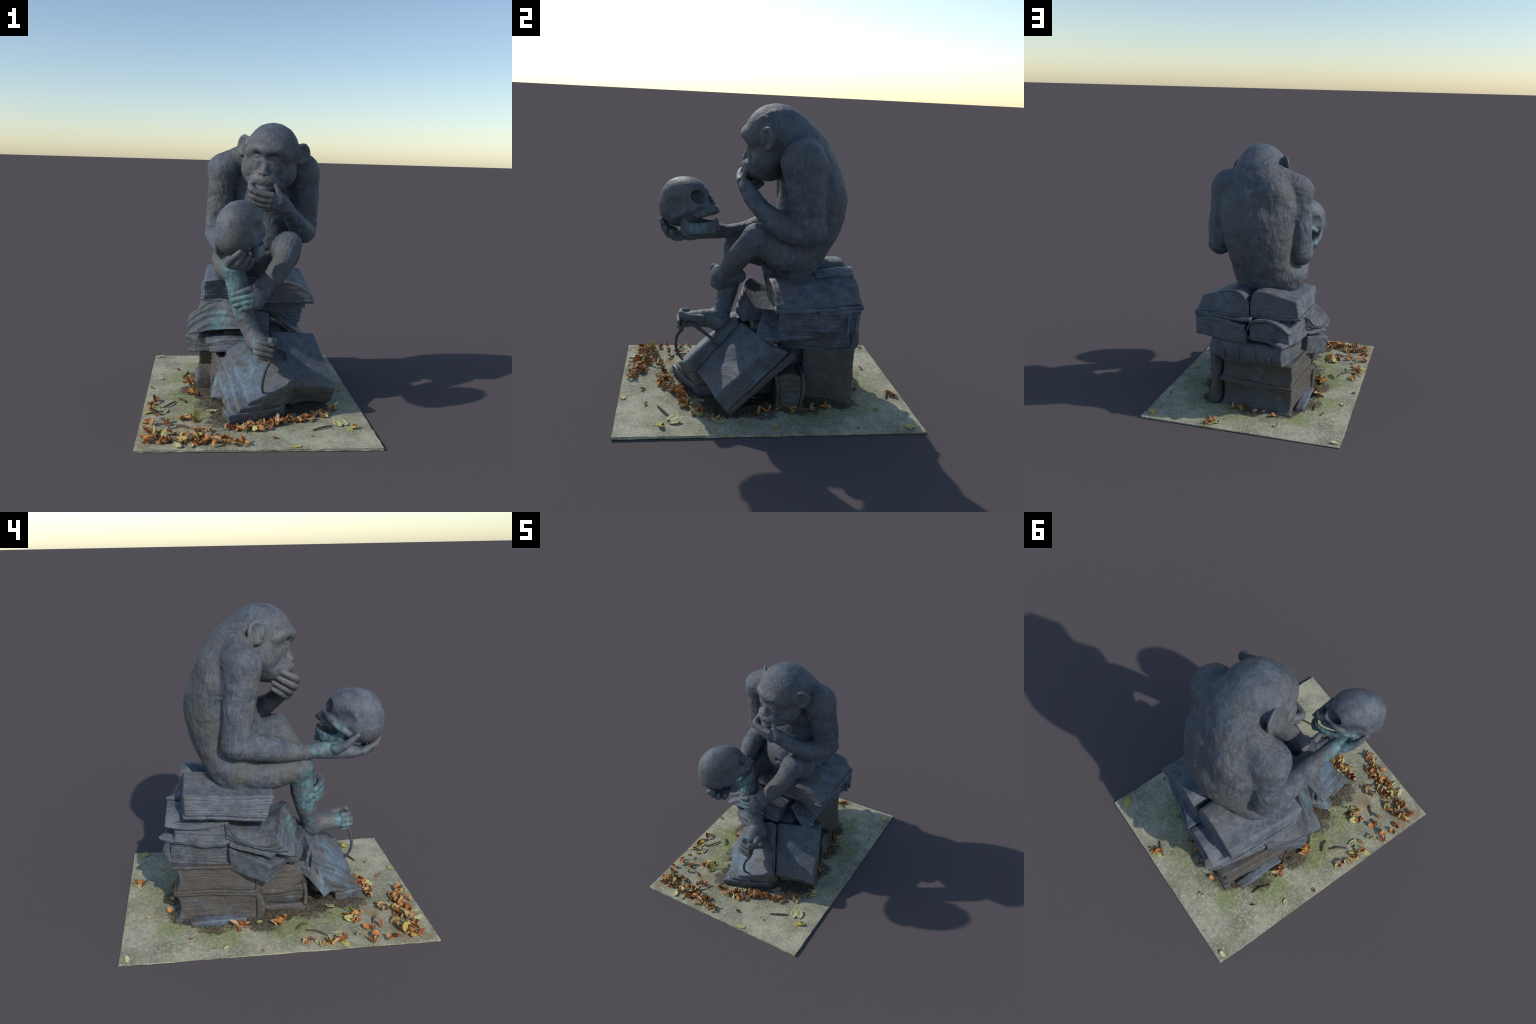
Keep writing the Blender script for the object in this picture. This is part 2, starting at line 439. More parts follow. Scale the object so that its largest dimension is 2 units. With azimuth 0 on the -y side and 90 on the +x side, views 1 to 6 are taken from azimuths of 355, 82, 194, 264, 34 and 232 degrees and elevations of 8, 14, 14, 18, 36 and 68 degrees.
for i, (base, mid, tip) in enumerate([((-0.200, -0.60, 1.080), (-0.180, -0.69, 1.125), (-0.138, -0.722, 1.172)),
                                      ((-0.163, -0.62, 1.070), (-0.145, -0.690, 1.105), (-0.118, -0.712, 1.158)),
                                      ((-0.124, -0.62, 1.064), (-0.112, -0.672, 1.082), (-0.088, -0.690, 1.130)),
                                      ((-0.088, -0.59, 1.064), (-0.078, -0.632, 1.068), (-0.058, -0.650, 1.110))]):
    arm_r.tube([base, mid, tip], (0.026, 0.023, 0.018), 0.008, "finger:r%d" % (i + 1), n=7)

upper_l = Field((-0.12, -0.06, 1.06), (0.56, 0.40, 1.86))
upper_l.tube([(0.345, 0.155, 1.66), (0.378, 0.185, 1.46), (0.392, 0.215, 1.28)], (0.138, 0.115, 0.103), 0.03, "arm:l", n=8)
upper_l.ellipsoid((0.40, 0.232, 1.215), (0.082, 0.088, 0.078), 0.04, "arm:l")
arm_l = Field((-0.12, -0.30, 1.06), (0.56, 0.40, 1.66))
arm_l.ellipsoid((0.40, 0.232, 1.215), (0.082, 0.088, 0.078), 0.04, "arm:l")
arm_l.tube([(0.395, 0.215, 1.212), (0.365, 0.11, 1.225), (0.325, 0.01, 1.265), (0.27, -0.075, 1.335), (0.212, -0.14, 1.405)],
           (0.085, 0.088, 0.078, 0.062, 0.052), 0.03, "arm:l", n=12)
arm_l.tube([(0.215, -0.135, 1.405), (0.165, -0.170, 1.455)], (0.052, 0.046), 0.02, "hand:l")
arm_l.tube([(0.185, -0.165, 1.47), (0.10, -0.195, 1.475)], (0.036, 0.03), 0.025, "hand:l")
arm_l.tube([(0.165, -0.16, 1.42), (0.085, -0.175, 1.43)], (0.036, 0.03), 0.025, "hand:l")
arm_l.tube([(0.175, -0.178, 1.475), (0.152, -0.19, 1.515), (0.130, -0.182, 1.562)], (0.026, 0.02, 0.015), 0.012, "finger:l0", n=6)
for i, (base, mid, tip) in enumerate([((0.105, -0.205, 1.495), (-0.036, -0.190, 1.537), (-0.038, -0.092, 1.588)),
                                      ((0.100, -0.195, 1.462), (-0.028, -0.172, 1.494), (-0.024, -0.072, 1.55)),
                                      ((0.095, -0.182, 1.432), (-0.004, -0.148, 1.457), (-0.004, -0.055, 1.51)),
                                      ((0.095, -0.165, 1.405), (0.016, -0.115, 1.432), (0.010, -0.050, 1.468))]):
    arm_l.tube([base, (np.add(base, mid) / 2 + (0, -0.008, -0.010)).tolist(), mid, (np.add(mid, tip) / 2).tolist(), tip],
               (0.027, 0.026, 0.026, 0.023, 0.017), 0.008, "finger:l%d" % (i + 1), n=12)

leg_r = Field((-0.38, -0.66, 0.38), (0.16, 0.42, 1.14))
leg_r.tube([(-0.12, 0.23, 0.98), (-0.172, 0.03, 0.952), (-0.152, -0.19, 0.982)], (0.122, 0.108, 0.083), 0.03, "leg:r", n=9)
leg_r.tube([(-0.150, -0.200, 0.982), (-0.120, -0.213, 0.88), (-0.095, -0.238, 0.745), (-0.04, -0.28, 0.60), (0.0, -0.30, 0.52)],
           (0.083, 0.077, 0.075, 0.062, 0.062), 0.03, "leg:r", n=12)
leg_r.ellipsoid((0.02, -0.300, 0.475), (0.065, 0.075, 0.06), 0.03, "foot:r")
leg_r.tube([(0.005, -0.32, 0.51), (0.025, -0.43, 0.515), (0.035, -0.53, 0.512)], (0.066, 0.062, 0.052), 0.03, "foot:r", n=7)
for i, (z, xa, xb, y) in enumerate([(0.558, 0.002, 0.098, -0.575), (0.523, -0.008, 0.092, -0.588), (0.489, -0.008, 0.088, -0.588), (0.457, 0.005, 0.076, -0.57)]):
    leg_r.tube([(xa, -0.53, z + 0.004), (xa + 0.012, y, z + 0.006), (xb, y - 0.002, z - 0.012)], (0.02, 0.019, 0.016), 0.008, "toe:r%d" % i, n=7)
leg_r.tube([(0.085, -0.44, 0.53), (0.115, -0.51, 0.55), (0.108, -0.55, 0.565), (0.092, -0.572, 0.575)], (0.03, 0.023, 0.02, 0.018), 0.012, "toe:r4", n=7)

leg_l = Field((-0.24, -0.44, 0.66), (0.42, 0.42, 1.30))
leg_l.tube([(0.145, 0.21, 0.985), (0.228, 0.06, 1.06), (0.247, -0.085, 1.145)], (0.125, 0.122, 0.092), 0.03, "leg:l", n=9)
leg_l.tube([(0.243, -0.105, 1.145), (0.205, -0.175, 1.045), (0.14, -0.235, 0.95), (0.06, -0.262, 0.868)],
           (0.088, 0.080, 0.074, 0.062), 0.03, "leg:l", n=10)
leg_l.ellipsoid((0.065, -0.195, 0.835), (0.05, 0.055, 0.05), 0.03, "foot:l")
leg_l.tube([(0.055, -0.255, 0.86), (0.02, -0.31, 0.82), (-0.02, -0.325, 0.80)], (0.066, 0.06, 0.045), 0.03, "foot:l", n=6)
leg_l.ellipsoid((-0.025, -0.330, 0.838), (0.045, 0.04, 0.05), 0.03, "foot:l")
leg_l.tube([(0.01, -0.325, 0.77), (0.035, -0.25, 0.81)], (0.05, 0.05), 0.03, "foot:l")
for i, (a, b) in enumerate([((-0.046, 0.868), (-0.155, 0.816)), ((-0.032, 0.826), (-0.155, 0.780)), ((-0.026, 0.786), (-0.136, 0.748)), ((-0.03, 0.750), (-0.10, 0.722))]):
    leg_l.tube([(a[0], -0.352, a[1]), ((a[0] + b[0]) / 2, -0.352, (a[1] + b[1]) / 2 + 0.006), (b[0], -0.300, b[1])], (0.025, 0.022, 0.018), 0.008, "toe:l%d" % i, n=7)

body = Field(LO, HI)
body.merge(trunk, 0.001)
for g, k in ((upper_r, 0.022), (upper_l, 0.030), (leg_r, 0.02), (leg_l, 0.014), (arm_r, 0.012), (arm_l, 0.010)):
    body.merge(g, k)
V, Q, LAB = body.surface()
for _ in range(2):
    V += 0.5 * (neighbours_mean(len(V), Q, V) - V)
NRM = vertex_normals(V, Q)
furry = np.array([{"torso": 1.0, "arm": 0.8, "leg": 0.55, "head": 0.35}.get(n.split(":")[0], 0.05) for n in Field.names])
amt = furry[LAB]
for _ in range(8):
    amt = neighbours_mean(len(V), Q, amt)
face_zone = smoothstep(0.26, 0.17, np.linalg.norm(V - hp(0, 0.16, -0.14), axis=1))
amt *= 1 - face_zone
amt *= 1 - 0.8 * smoothstep(0.16, 0.06, V[:, 1]) * (LAB == Field.names.index("torso"))        # smooth bare belly
folds = fbm(np.c_[V[:, 0] * 7, V[:, 1] * 7, V[:, 2] * 11], 2)          # wavy lumps
strand = fbm(np.c_[V[:, 0] * 27, V[:, 1] * 27, V[:, 2] * 10], 2)          # combed hair
ruff = 0.35 - np.abs(noise(np.c_[V[:, 0] * 9, V[:, 1] * 9, V[:, 2] * 14] + 0.6 * folds[:, None]))            # tufts with sharp dips
V += NRM * (amt * (0.0055 * ruff + 0.0055 * folds + 0.0028 * strand))[:, None]
V += NRM * (0.0016 * noise(V * 30))[:, None]
parents = {n: {"finger": "hand:", "toe": "foot:"}[n.split(":")[0]] + n.split(":")[1][0] for n in Field.names if n.split(":")[0] in ("finger", "toe")}
parents |= {n: "head" for n in Field.names if n.split(":")[0] in ("eye", "ear", "face")}
split_parts(V, Q, LAB, {"torso": MAT_FUR, "arm": MAT_FUR, "leg": MAT_FUR, "head": MAT_FUR}, parents, MAT_SKIN)

# ------------------------------------------------------------------ the human skull
SO = A(-0.113, -0.527, 1.31)
ss, sf, su = A(0.821, -0.571, 0), A(0.571, 0.821, 0), A(0, 0, 1)
SR = np.array([ss, sf, su])
sp = lambda s, f, u: SO + s * ss + f * sf + u * su
Field.names = []
cran = Field((-0.36, -0.80, 1.05), (0.12, -0.27, 1.52), 0.0042)
cran.ellipsoid(sp(0.003, -0.052, 0.0), (0.136, 0.173, 0.170), 0.02, "cranium", SR)
cran.ellipsoid(sp(0.003, -0.094, -0.045), (0.119, 0.126, 0.114), 0.03, "cranium", SR)
cran.ellipsoid(sp(0.003, -0.108, -0.075), (0.110, 0.110, 0.098), 0.03, "cranium", SR)
cran.ellipsoid(sp(0, 0.012, 0.068), (0.112, 0.114, 0.093), 0.03, "cranium", SR)
cran.ellipsoid(sp(0, 0.045, 0.040), (0.112, 0.098, 0.085), 0.02, "cranium", SR)
cran.ellipsoid(sp(0, 0.080, -0.005), (0.090, 0.095, 0.062), 0.03, "cranium", SR)
cran.tube([sp(0, 0.12, -0.0), sp(0, 0.185, -0.03)], (0.058, 0.036), 0.03, "cranium")
cran.tube([sp(0, 0.18, -0.028), sp(0, 0.235, -0.040)], (0.026, 0.006), 0.025, "cranium")
cran.tube([sp(0, 0.110, 0.085), sp(0, 0.148, 0.045)], (0.024, 0.016), 0.02, "cranium")
for s in (-1, 1):
    cran.tube([sp(s * 0.075, 0.105, -0.012), sp(s * 0.108, 0.062, -0.035), sp(s * 0.120, 0.0, -0.075), sp(s * 0.12, -0.045, -0.10)], (0.026, 0.028, 0.022, 0.02), 0.02, "cranium", n=9)
    cran.tube([sp(s * 0.045, 0.16, -0.055), sp(s * 0.062, 0.10, -0.072)], (0.022, 0.024), 0.02, "cranium")
    cran.ellipsoid(sp(s * 0.152, -0.022, -0.004), (0.036, 0.090, 0.070), 0.004, R=SR, cut=True)
    cran.ellipsoid(sp(s * 0.066, 0.112, 0.054), (0.041, 0.090, 0.043), 0.008, R=SR, cut=True)
cran.ellipsoid(sp(0, 0.178, 0.026), (0.022, 0.05, 0.032), 0.01, R=SR, cut=True)
jaw = Field((-0.36, -0.80, 1.02), (0.12, -0.24, 1.30), 0.0042)
for s in (-1, 1):
    jaw.tube([sp(s * 0.088, 0.01, -0.165), sp(s * 0.082, 0.08, -0.165), sp(s * 0.064, 0.155, -0.155), sp(s * 0.03, 0.203, -0.145), sp(0, 0.214, -0.143)],
             (0.014, 0.0135, 0.0135, 0.0135, 0.0135), 0.02, "jaw", n=10, squash=((0, 0, 1), 3.2))
    jaw.tube([sp(s * 0.09, 0.022, -0.185), sp(s * 0.094, 0.005, -0.085)], (0.03, 0.024), 0.02, "jaw", squash=(tuple(ss), 0.6))
jaw.tube([sp(-0.022, 0.216, -0.178), sp(0.022, 0.216, -0.178)], 0.016, 0.02, "jaw")
skull_obj = None
for f, nm in ((cran, "skull"), (jaw, "jaw")):
    v, q, l = f.surface()
    for _ in range(2):
        v += 0.5 * (neighbours_mean(len(v), q, v) - v)
    v += vertex_normals(v, q) * (0.0022 * fbm(v * 14, 2))[:, None]
    o = place(nm, mesh_from(nm, v, q, MAT_SKULL), skull_obj or statue)
    skull_obj = skull_obj or o

# ------------------------------------------------------------------ books
def lattice(fn, ns, nt, nw):
    """Closed skin of the box s, t, w in 0..1, bent into place by fn."""
    shp = (ns + 1, nt + 1, nw + 1)
    g = np.stack(np.meshgrid(*[np.arange(n) for n in shp], indexing="ij"), -1).reshape(-1, 3)
    on = ((g == 0) | (g == np.array(shp) - 1)).any(1)
    idx = np.full(len(g), -1); idx[on] = np.arange(on.sum()); idx = idx.reshape(shp)
    s = g[on] / (np.array(shp) - 1.0)
    P = fn(s[:, 0], s[:, 1], s[:, 2])
    quads = []
    for ax in range(3):
        for side in (0, -1):
            f = np.take(idx, side, axis=ax)
            q = np.stack([f[:-1, :-1], f[1:, :-1], f[1:, 1:], f[:-1, 1:]], -1).reshape(-1, 4)
            quads.append(q[:, ::-1] if (side == 0) else q)
    Qd = np.concatenate(quads)
    # make faces of the middle axis consistent (take() drops an axis and flips handedness)
    c = P.mean(0); n = np.cross(P[Qd[:, 2]] - P[Qd[:, 0]], P[Qd[:, 3]] - P[Qd[:, 1]])
    k = len(quads[2]) + len(quads[3]); a = len(quads[0]) + len(quads[1])
    Qd[a:a + k] = Qd[a:a + k, ::-1]
    vol = (n * (P[Qd[:, 0]] - c)).sum()
    return P, Qd, s


def solid(name, fn, size, mat, parent=statue, pages="", ridge=0.004, layers=None, rough=0.004, soft=3, step=0.009, warp=0.009):
    """A block bent by fn; pages lists the sides (s0 s1 t0 t1) that show page layers."""
    n = [max(4, int(x / step)) for x in size]
    if layers:
        n[2] = max(n[2], layers * 3)
    P, Qd, s = lattice(fn, *n)
    # orientation: outward normals
    nr = vertex_normals(P, Qd)
    if ((P - P.mean(0)) * nr).sum() < 0:
        Qd = Qd[:, ::-1]
    P = P + warp * np.c_[noise(P * 6 + 3), noise(P * 6 + 40), noise(P * 6 + 80)]      # nothing stays straight in cast bronze
    for _ in range(soft):
        P = P + 0.5 * (neighbours_mean(len(P), Qd, P) - P)
    nr = vertex_normals(P, Qd)
    seed = (abs(hash_name(name + str(np.round(P.mean(0), 2)))) % 97) * 1.37
    d = rough * fbm(P * 9 + seed, 3) + 0.5 * rough * noise(P * 40 + seed)
    for side in pages.split():
        ax, end = "st".index(side[0]), float(side[1])
        on = (np.abs(s[:, ax] - end) < 1e-6) & (s[:, 2] > 0.02) & (s[:, 2] < 0.98)
        along = s[:, 1 - ax] * size[1 - ax]
        lay = (layers or 8)
        warp = s[:, 2] * lay + 0.9 * noise(np.c_[along * 3, s[:, 2] * 2, np.full(len(s), seed)])
        saw = np.abs((warp % 1.0) - 0.5) * 4 - 1
        r = -0.40 * saw + 0.45 * noise(np.c_[warp * 1.1, along * 2, np.full(len(s), seed)]) + 0.45 * noise(np.c_[warp * 2.3, along * 4, np.full(len(s), seed + 9)])
        d = d + np.where(on, ridge * r * 1.6, 0)
    P = P + nr * d[:, None]
    P[:, 2] = np.maximum(P[:, 2], 0.001)
    return place(name, mesh_from(name, P, Qd, mat), parent)


def hash_name(s):
    h = 7
    for ch in s:
        h = (h * 31 + ord(ch)) % 100003
    return h


def ruled(top0, top1, bot0, bot1, bulge=0.0, sag=0.0):
    """Block between a top skin and a bottom skin, each ruled between two control curves."""
    def fn(s, t, w):
        a = curve(top0, s) * (1 - t)[:, None] + curve(top1, s) * t[:, None]
        b = curve(bot0, s) * (1 - t)[:, None] + curve(bot1, s) * t[:, None]
        p = b * (1 - w)[:, None] + a * w[:, None]
        p[:, 2] += bulge * 4 * t * (1 - t) * w - sag * 4 * t * (1 - t) * s
        return p
    return fn


def lower(pts, dz, dx=0.0, dy=0.0):
    return [(x + dx, y + dy, z - dz) for x, y, z in pts]


def closed_book(spine0, spine1, fore0, fore1, z0, z1, mat, board=0.02, hollow=0.020, over=0.012, rid=0.004):
    """Lying book: cover (boards and rounded spine) with a page block inside. Corners are (x, y)."""
    S0, S1, F0, F1 = (A(*p) for p in (spine0, spine1, fore0, fore1))
    ln, dp = np.linalg.norm(S1 - S0), np.linalg.norm(F0 - S0)
    zz = lambda v: v if np.ndim(v) else (v, v)
    (za0, za1), (zb0, zb1) = zz(z0), zz(z1)

    def at(s, t, w, wlo=0.0, whi=1.0, inset=0.0, bow=0.0, spine=0.0):
        s2 = inset / ln + s * (1 - 2 * inset / ln)
        p = (S0 * (1 - s2)[:, None] + S1 * s2[:, None]) * (1 - t)[:, None] + (F0 * (1 - s2)[:, None] + F1 * s2[:, None]) * t[:, None]
        w2 = wlo + w * (whi - wlo)
        lo = za0 * (1 - s2) + za1 * s2; hi = zb0 * (1 - s2) + zb1 * s2
        out = unit(np.append((S0 - F0), 0))[:2]
        push = spine * (1 - (2 * w2 - 1) ** 2) * (1 - t) ** 6 
        p = p + out * push[:, None]
        push_f = bow * (1 - (2 * w - 1) ** 2) * t ** 8
        p = p + out * push_f[:, None] * 2
        return np.c_[p, lo + w2 * (hi - lo)]

    th = (zb0 + zb1 - za0 - za1) / 2; b = board / th
    cover = solid("book_cover", lambda s, t, w: at(s, t, w, 0, b), (ln, dp, board), mat)
    solid("book_cover", lambda s, t, w: at(s, t, w, 1 - b, 1), (ln, dp, board), mat, cover)
    solid("book_spine", lambda s, t, w: at(s, t * 0.07, w, 0.0, 1.0, spine=0.035), (ln, dp * 0.07, th), mat, cover)
    solid("page_block", lambda s, t, w: at(s, 0.03 + t * (0.97 - over / dp), w, b * 0.8, 1 - b * 0.8, inset=over, bow=hollow), (ln, dp, th), mat, cover,
          pages="s0 s1 t1", layers=max(5, int(th / 0.018)), ridge=rid)
    return cover


# two closed books at the bottom, spines to the front, hollow fore-edges to the back
closed_book((-0.385, 0.10), (0.20, 0.03), (-0.318, 0.655), (0.262, 0.600), (0.0, 0.0), (0.215, 0.222), MAT_LOW, rid=0.002, over=0.014)
closed_book((-0.375, 0.10), (0.20, 0.03), (-0.325, 0.655), (0.268, 0.600), (0.213, 0.220), (0.408, 0.398), MAT_LOW, rid=0.002, over=0.014)
# third book with a banded spine to the back
third = closed_book((-0.255, 0.672), (0.345, 0.575), (-0.345, 0.20), (0.25, 0.08), (0.398, 0.385), (0.56, 0.545), MAT_MID, hollow=0.01)
for f in (0.17, 0.37, 0.60, 0.80):
    c0 = A(-0.255, 0.672) * (1 - f) + A(0.345, 0.575) * f
    band = lambda s, t, w, c0=c0: np.c_[c0[0] + (s - 0.5) * 0.024 + 0.0 * t, c0[1] - 0.02 + 0.008 + t * 0.066 * (1 - (2 * w - 1) ** 2 * 0.8) - (s - 0.5) * 0.005, 0.40 + w * 0.125]
    solid("spine_band", band, (0.024, 0.05, 0.125), MAT_MID, third, step=0.006)
# hidden core that carries the upper books
solid("book_pile_core", ruled([(-0.20, -0.10, 0.52), (0.22, -0.10, 0.52)], [(-0.25, 0.5, 0.60), (0.26, 0.45, 0.60)],
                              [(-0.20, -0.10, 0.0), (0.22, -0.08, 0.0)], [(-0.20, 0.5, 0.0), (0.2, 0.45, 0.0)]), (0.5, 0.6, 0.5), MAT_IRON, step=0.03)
# book standing upright against the pile, rounded spine to the back
def upright(s, t, w):
    x = 0.272 + 0.075 * s + 0.01 * w - 0.07 * (1 - t)
    y = 0.255 + 0.30 * t + 0.045 * (1 - (2 * s - 1) ** 2) * smoothstep(0.8, 1.0, t)
    return np.c_[x, y, 0.0 + w * (0.415 - 0.035 * (1 - t))]
up = solid("book_cover", upright, (0.075, 0.33, 0.41), MAT_LOW, rough=0.004)
solid("book_cover", lambda s, t, w: np.c_[0.325 + 0.03 * s - 0.07 * (1 - t) - 0.012 * np.sin(w * 3.1), 0.25 + 0.335 * t, w * (0.42 - 0.035 * (1 - t))], (0.03, 0.33, 0.41), MAT_LOW, up)
# small book standing on its end beside it, hollow fore-edge outwards
def small(s, t, w):
    hol = 0.022 * (1 - (2 * t - 1) ** 2) * s ** 6
    return np.c_[0.12 + 0.31 * s - hol + 0.02 * w * s, 0.062 + 0.15 * t + 0.02 * (1 - s) - 0.02 * (1 - w) * (t - 0.5) + 0.015 * np.sin(w * 3), w * (0.255 + 0.012 * np.sin(t * 3.1))]
sm = solid("page_block", small, (0.31, 0.15, 0.26), MAT_LOW, pages="s1", layers=6)
for y0 in (0.045, 0.205):
    solid("book_cover", lambda s, t, w, y0=y0: np.c_[0.12 + 0.32 * s + 0.015 * w * s, y0 + 0.022 * t + 0.015 * np.sin(w * 3) + 0.008 * w * (1 if y0 > 0.1 else -1), w * (0.262 if y0 < 0.1 else 0.275)],
          (0.32, 0.022, 0.27), MAT_LOW, sm)
# fourth layer: open book under the top one. left (+x) block
l4 = solid("page_block", ruled([(0.06, 0.675, 0.70), (0.25, 0.63, 0.725), (0.475, 0.57, 0.705)], [(0.05, 0.15, 0.69), (0.22, 0.10, 0.70), (0.385, 0.05, 0.685)],
                               [(0.05, 0.65, 0.553), (0.25, 0.61, 0.548), (0.457, 0.565, 0.56)], [(0.04, 0.16, 0.555), (0.22, 0.11, 0.545), (0.365, 0.06, 0.545)]),
           (0.42, 0.55, 0.15), MAT_BOOK, pages="s1 t0 t1 s0", layers=7, ridge=0.003)
solid("loose_page", ruled([(0.0, 0.685, 0.765), (0.12, 0.64, 0.745), (0.30, 0.60, 0.74), (0.485, 0.58, 0.73)], [(0.02, 0.3, 0.74), (0.12, 0.3, 0.73), (0.3, 0.3, 0.73), (0.47, 0.3, 0.715)],
                          [(0.005, 0.675, 0.735), (0.12, 0.63, 0.72), (0.30, 0.59, 0.712), (0.48, 0.57, 0.70)], [(0.02, 0.3, 0.71), (0.12, 0.3, 0.7), (0.3, 0.3, 0.7), (0.465, 0.3, 0.685)]),
      (0.48, 0.35, 0.03), MAT_BOOK, l4)
for yb in (0.545, 0.49):
    solid("spine_band", lambda s, t, w, yb=yb: np.c_[0.44 + 0.04 * s, yb + 0.024 * t, 0.555 + 0.14 * w], (0.04, 0.024, 0.14), MAT_BOOK, l4)
# fourth layer, right (-x): curled pages over a block, and two drooping flaps
r4 = solid("page_block", ruled([(0.03, 0.635, 0.715), (-0.12, 0.64, 0.725), (-0.28, 0.62, 0.70)], [(0.03, 0.28, 0.72), (-0.14, 0.28, 0.72), (-0.335, 0.28, 0.70)],
                               [(0.03, 0.62, 0.58), (-0.12, 0.63, 0.57), (-0.29, 0.62, 0.56)], [(0.03, 0.28, 0.56), (-0.14, 0.28, 0.56), (-0.345, 0.28, 0.55)]),
           (0.33, 0.36, 0.15), MAT_BOOK, pages="s1 t0", layers=7)
solid("loose_page", ruled([(0.03, 0.66, 0.66), (-0.0, 0.665, 0.74), (-0.12, 0.672, 0.765), (-0.23, 0.68, 0.735), (-0.30, 0.69, 0.685)], [(0.03, 0.30, 0.70), (-0.02, 0.30, 0.74), (-0.14, 0.30, 0.755), (-0.25, 0.30, 0.745), (-0.34, 0.30, 0.70)],
                          [(0.045, 0.655, 0.66), (0.005, 0.655, 0.715), (-0.12, 0.66, 0.735), (-0.22, 0.665, 0.705), (-0.28, 0.675, 0.665)], [(0.03, 0.30, 0.68), (-0.02, 0.30, 0.71), (-0.14, 0.30, 0.725), (-0.25, 0.30, 0.71), (-0.33, 0.30, 0.67)], sag=0.03),
      (0.4, 0.37, 0.03), MAT_BOOK, r4)
solid("loose_page", ruled([(0.05, 0.615, 0.605), (-0.08, 0.65, 0.615), (-0.18, 0.695, 0.60), (-0.26, 0.735, 0.60)], [(0.03, 0.28, 0.60), (-0.12, 0.28, 0.60), (-0.25, 0.28, 0.60), (-0.36, 0.30, 0.575)],
                          [(0.05, 0.605, 0.575), (-0.08, 0.63, 0.58), (-0.18, 0.68, 0.57), (-0.255, 0.72, 0.565)], [(0.03, 0.28, 0.56), (-0.12, 0.28, 0.56), (-0.25, 0.28, 0.56), (-0.355, 0.30, 0.54)], sag=0.02),
      (0.35, 0.42, 0.03), MAT_BOOK, r4)
# the open book on top, gutter running front to back
tr = solid("page_block", ruled([(0.045, 0.565, 0.835), (0.02, 0.558, 0.915), (-0.045, 0.55, 0.945), (-0.17, 0.55, 0.925), (-0.318, 0.556, 0.893)],
                               [(0.06, -0.02, 0.83), (0.03, -0.02, 0.88), (-0.05, -0.02, 0.90), (-0.18, -0.01, 0.89), (-0.352, -0.012, 0.862)],
                               [(0.04, 0.565, 0.755), (-0.05, 0.565, 0.755), (-0.10, 0.56, 0.75), (-0.22, 0.56, 0.755), (-0.345, 0.558, 0.765)],
                               [(0.05, 0.03, 0.72), (-0.05, 0.03, 0.72), (-0.10, 0.03, 0.72), (-0.22, 0.04, 0.72), (-0.362, 0.045, 0.72)]),
           (0.38, 0.58, 0.16), MAT_BOOK, pages="s1 t0 t1", layers=8, ridge=0.0045)
solid("book_cover", ruled([(0.06, 0.575, 0.755), (-0.15, 0.575, 0.758), (-0.365, 0.57, 0.768)], [(0.06, 0.03, 0.725), (-0.15, 0.04, 0.725), (-0.378, 0.05, 0.722)],
                          [(0.06, 0.57, 0.735), (-0.15, 0.57, 0.738), (-0.362, 0.565, 0.748)], [(0.06, 0.03, 0.705), (-0.15, 0.04, 0.705), (-0.375, 0.055, 0.70)]), (0.42, 0.54, 0.02), MAT_BOOK, tr)
tl = solid("page_block", ruled([(0.05, 0.575, 0.835), (0.07, 0.57, 0.885), (0.145, 0.56, 0.925), (0.28, 0.56, 0.91), (0.425, 0.561, 0.875)],
                               [(0.06, 0.0, 0.80), (0.09, 0.0, 0.84), (0.20, 0.0, 0.862), (0.34, 0.01, 0.835), (0.452, 0.02, 0.745)],
                               [(0.05, 0.58, 0.76), (0.12, 0.58, 0.76), (0.2, 0.58, 0.755), (0.32, 0.585, 0.755), (0.462, 0.585, 0.758)],
                               [(0.06, 0.01, 0.72), (0.12, 0.01, 0.72), (0.2, 0.01, 0.718), (0.32, 0.015, 0.718), (0.45, 0.02, 0.715)]),
           (0.38, 0.56, 0.16), MAT_BOOK, pages="s1 t0 t1", layers=8, ridge=0.003)
solid("book_cover", ruled([(0.05, 0.59, 0.762), (0.25, 0.59, 0.758), (0.478, 0.596, 0.757)], [(0.05, 0.01, 0.722), (0.25, 0.01, 0.72), (0.467, 0.012, 0.72)],
                          [(0.05, 0.585, 0.74), (0.25, 0.585, 0.735), (0.474, 0.59, 0.728)], [(0.05, 0.01, 0.70), (0.25, 0.01, 0.70), (0.463, 0.018, 0.69)]), (0.43, 0.58, 0.025), MAT_BOOK, tl)
solid("loose_page", ruled([(0.06, 0.578, 0.86), (0.10, 0.57, 0.915), (0.17, 0.565, 0.938), (0.30, 0.56, 0.916)], [(0.06, 0.3, 0.85), (0.10, 0.3, 0.895), (0.17, 0.3, 0.915), (0.28, 0.3, 0.898)],
                          [(0.07, 0.575, 0.85), (0.11, 0.565, 0.90), (0.17, 0.56, 0.92), (0.30, 0.555, 0.90)], [(0.07, 0.3, 0.84), (0.11, 0.3, 0.88), (0.17, 0.3, 0.90), (0.28, 0.3, 0.88)]), (0.25, 0.28, 0.016), MAT_BOOK, tl)
# fan of open pages at the right front
fan_base = ruled([(-0.468, -0.018, 0.607), (-0.37, -0.045, 0.685), (-0.24, -0.065, 0.752), (-0.12, -0.135, 0.72), (0.12, -0.13, 0.66)],
                 [(-0.365, 0.30, 0.685), (-0.32, 0.31, 0.70), (-0.2, 0.32, 0.71), (-0.1, 0.32, 0.71), (0.1, 0.32, 0.70)],
                 [(-0.450, -0.118, 0.492), (-0.37, -0.14, 0.51), (-0.26, -0.155, 0.53), (-0.08, -0.2, 0.55), (0.12, -0.16, 0.52)],
                 [(-0.345, 0.30, 0.57), (-0.32, 0.31, 0.57), (-0.2, 0.32, 0.57), (-0.1, 0.32, 0.57), (0.1, 0.32, 0.57)], bulge=-0.075)


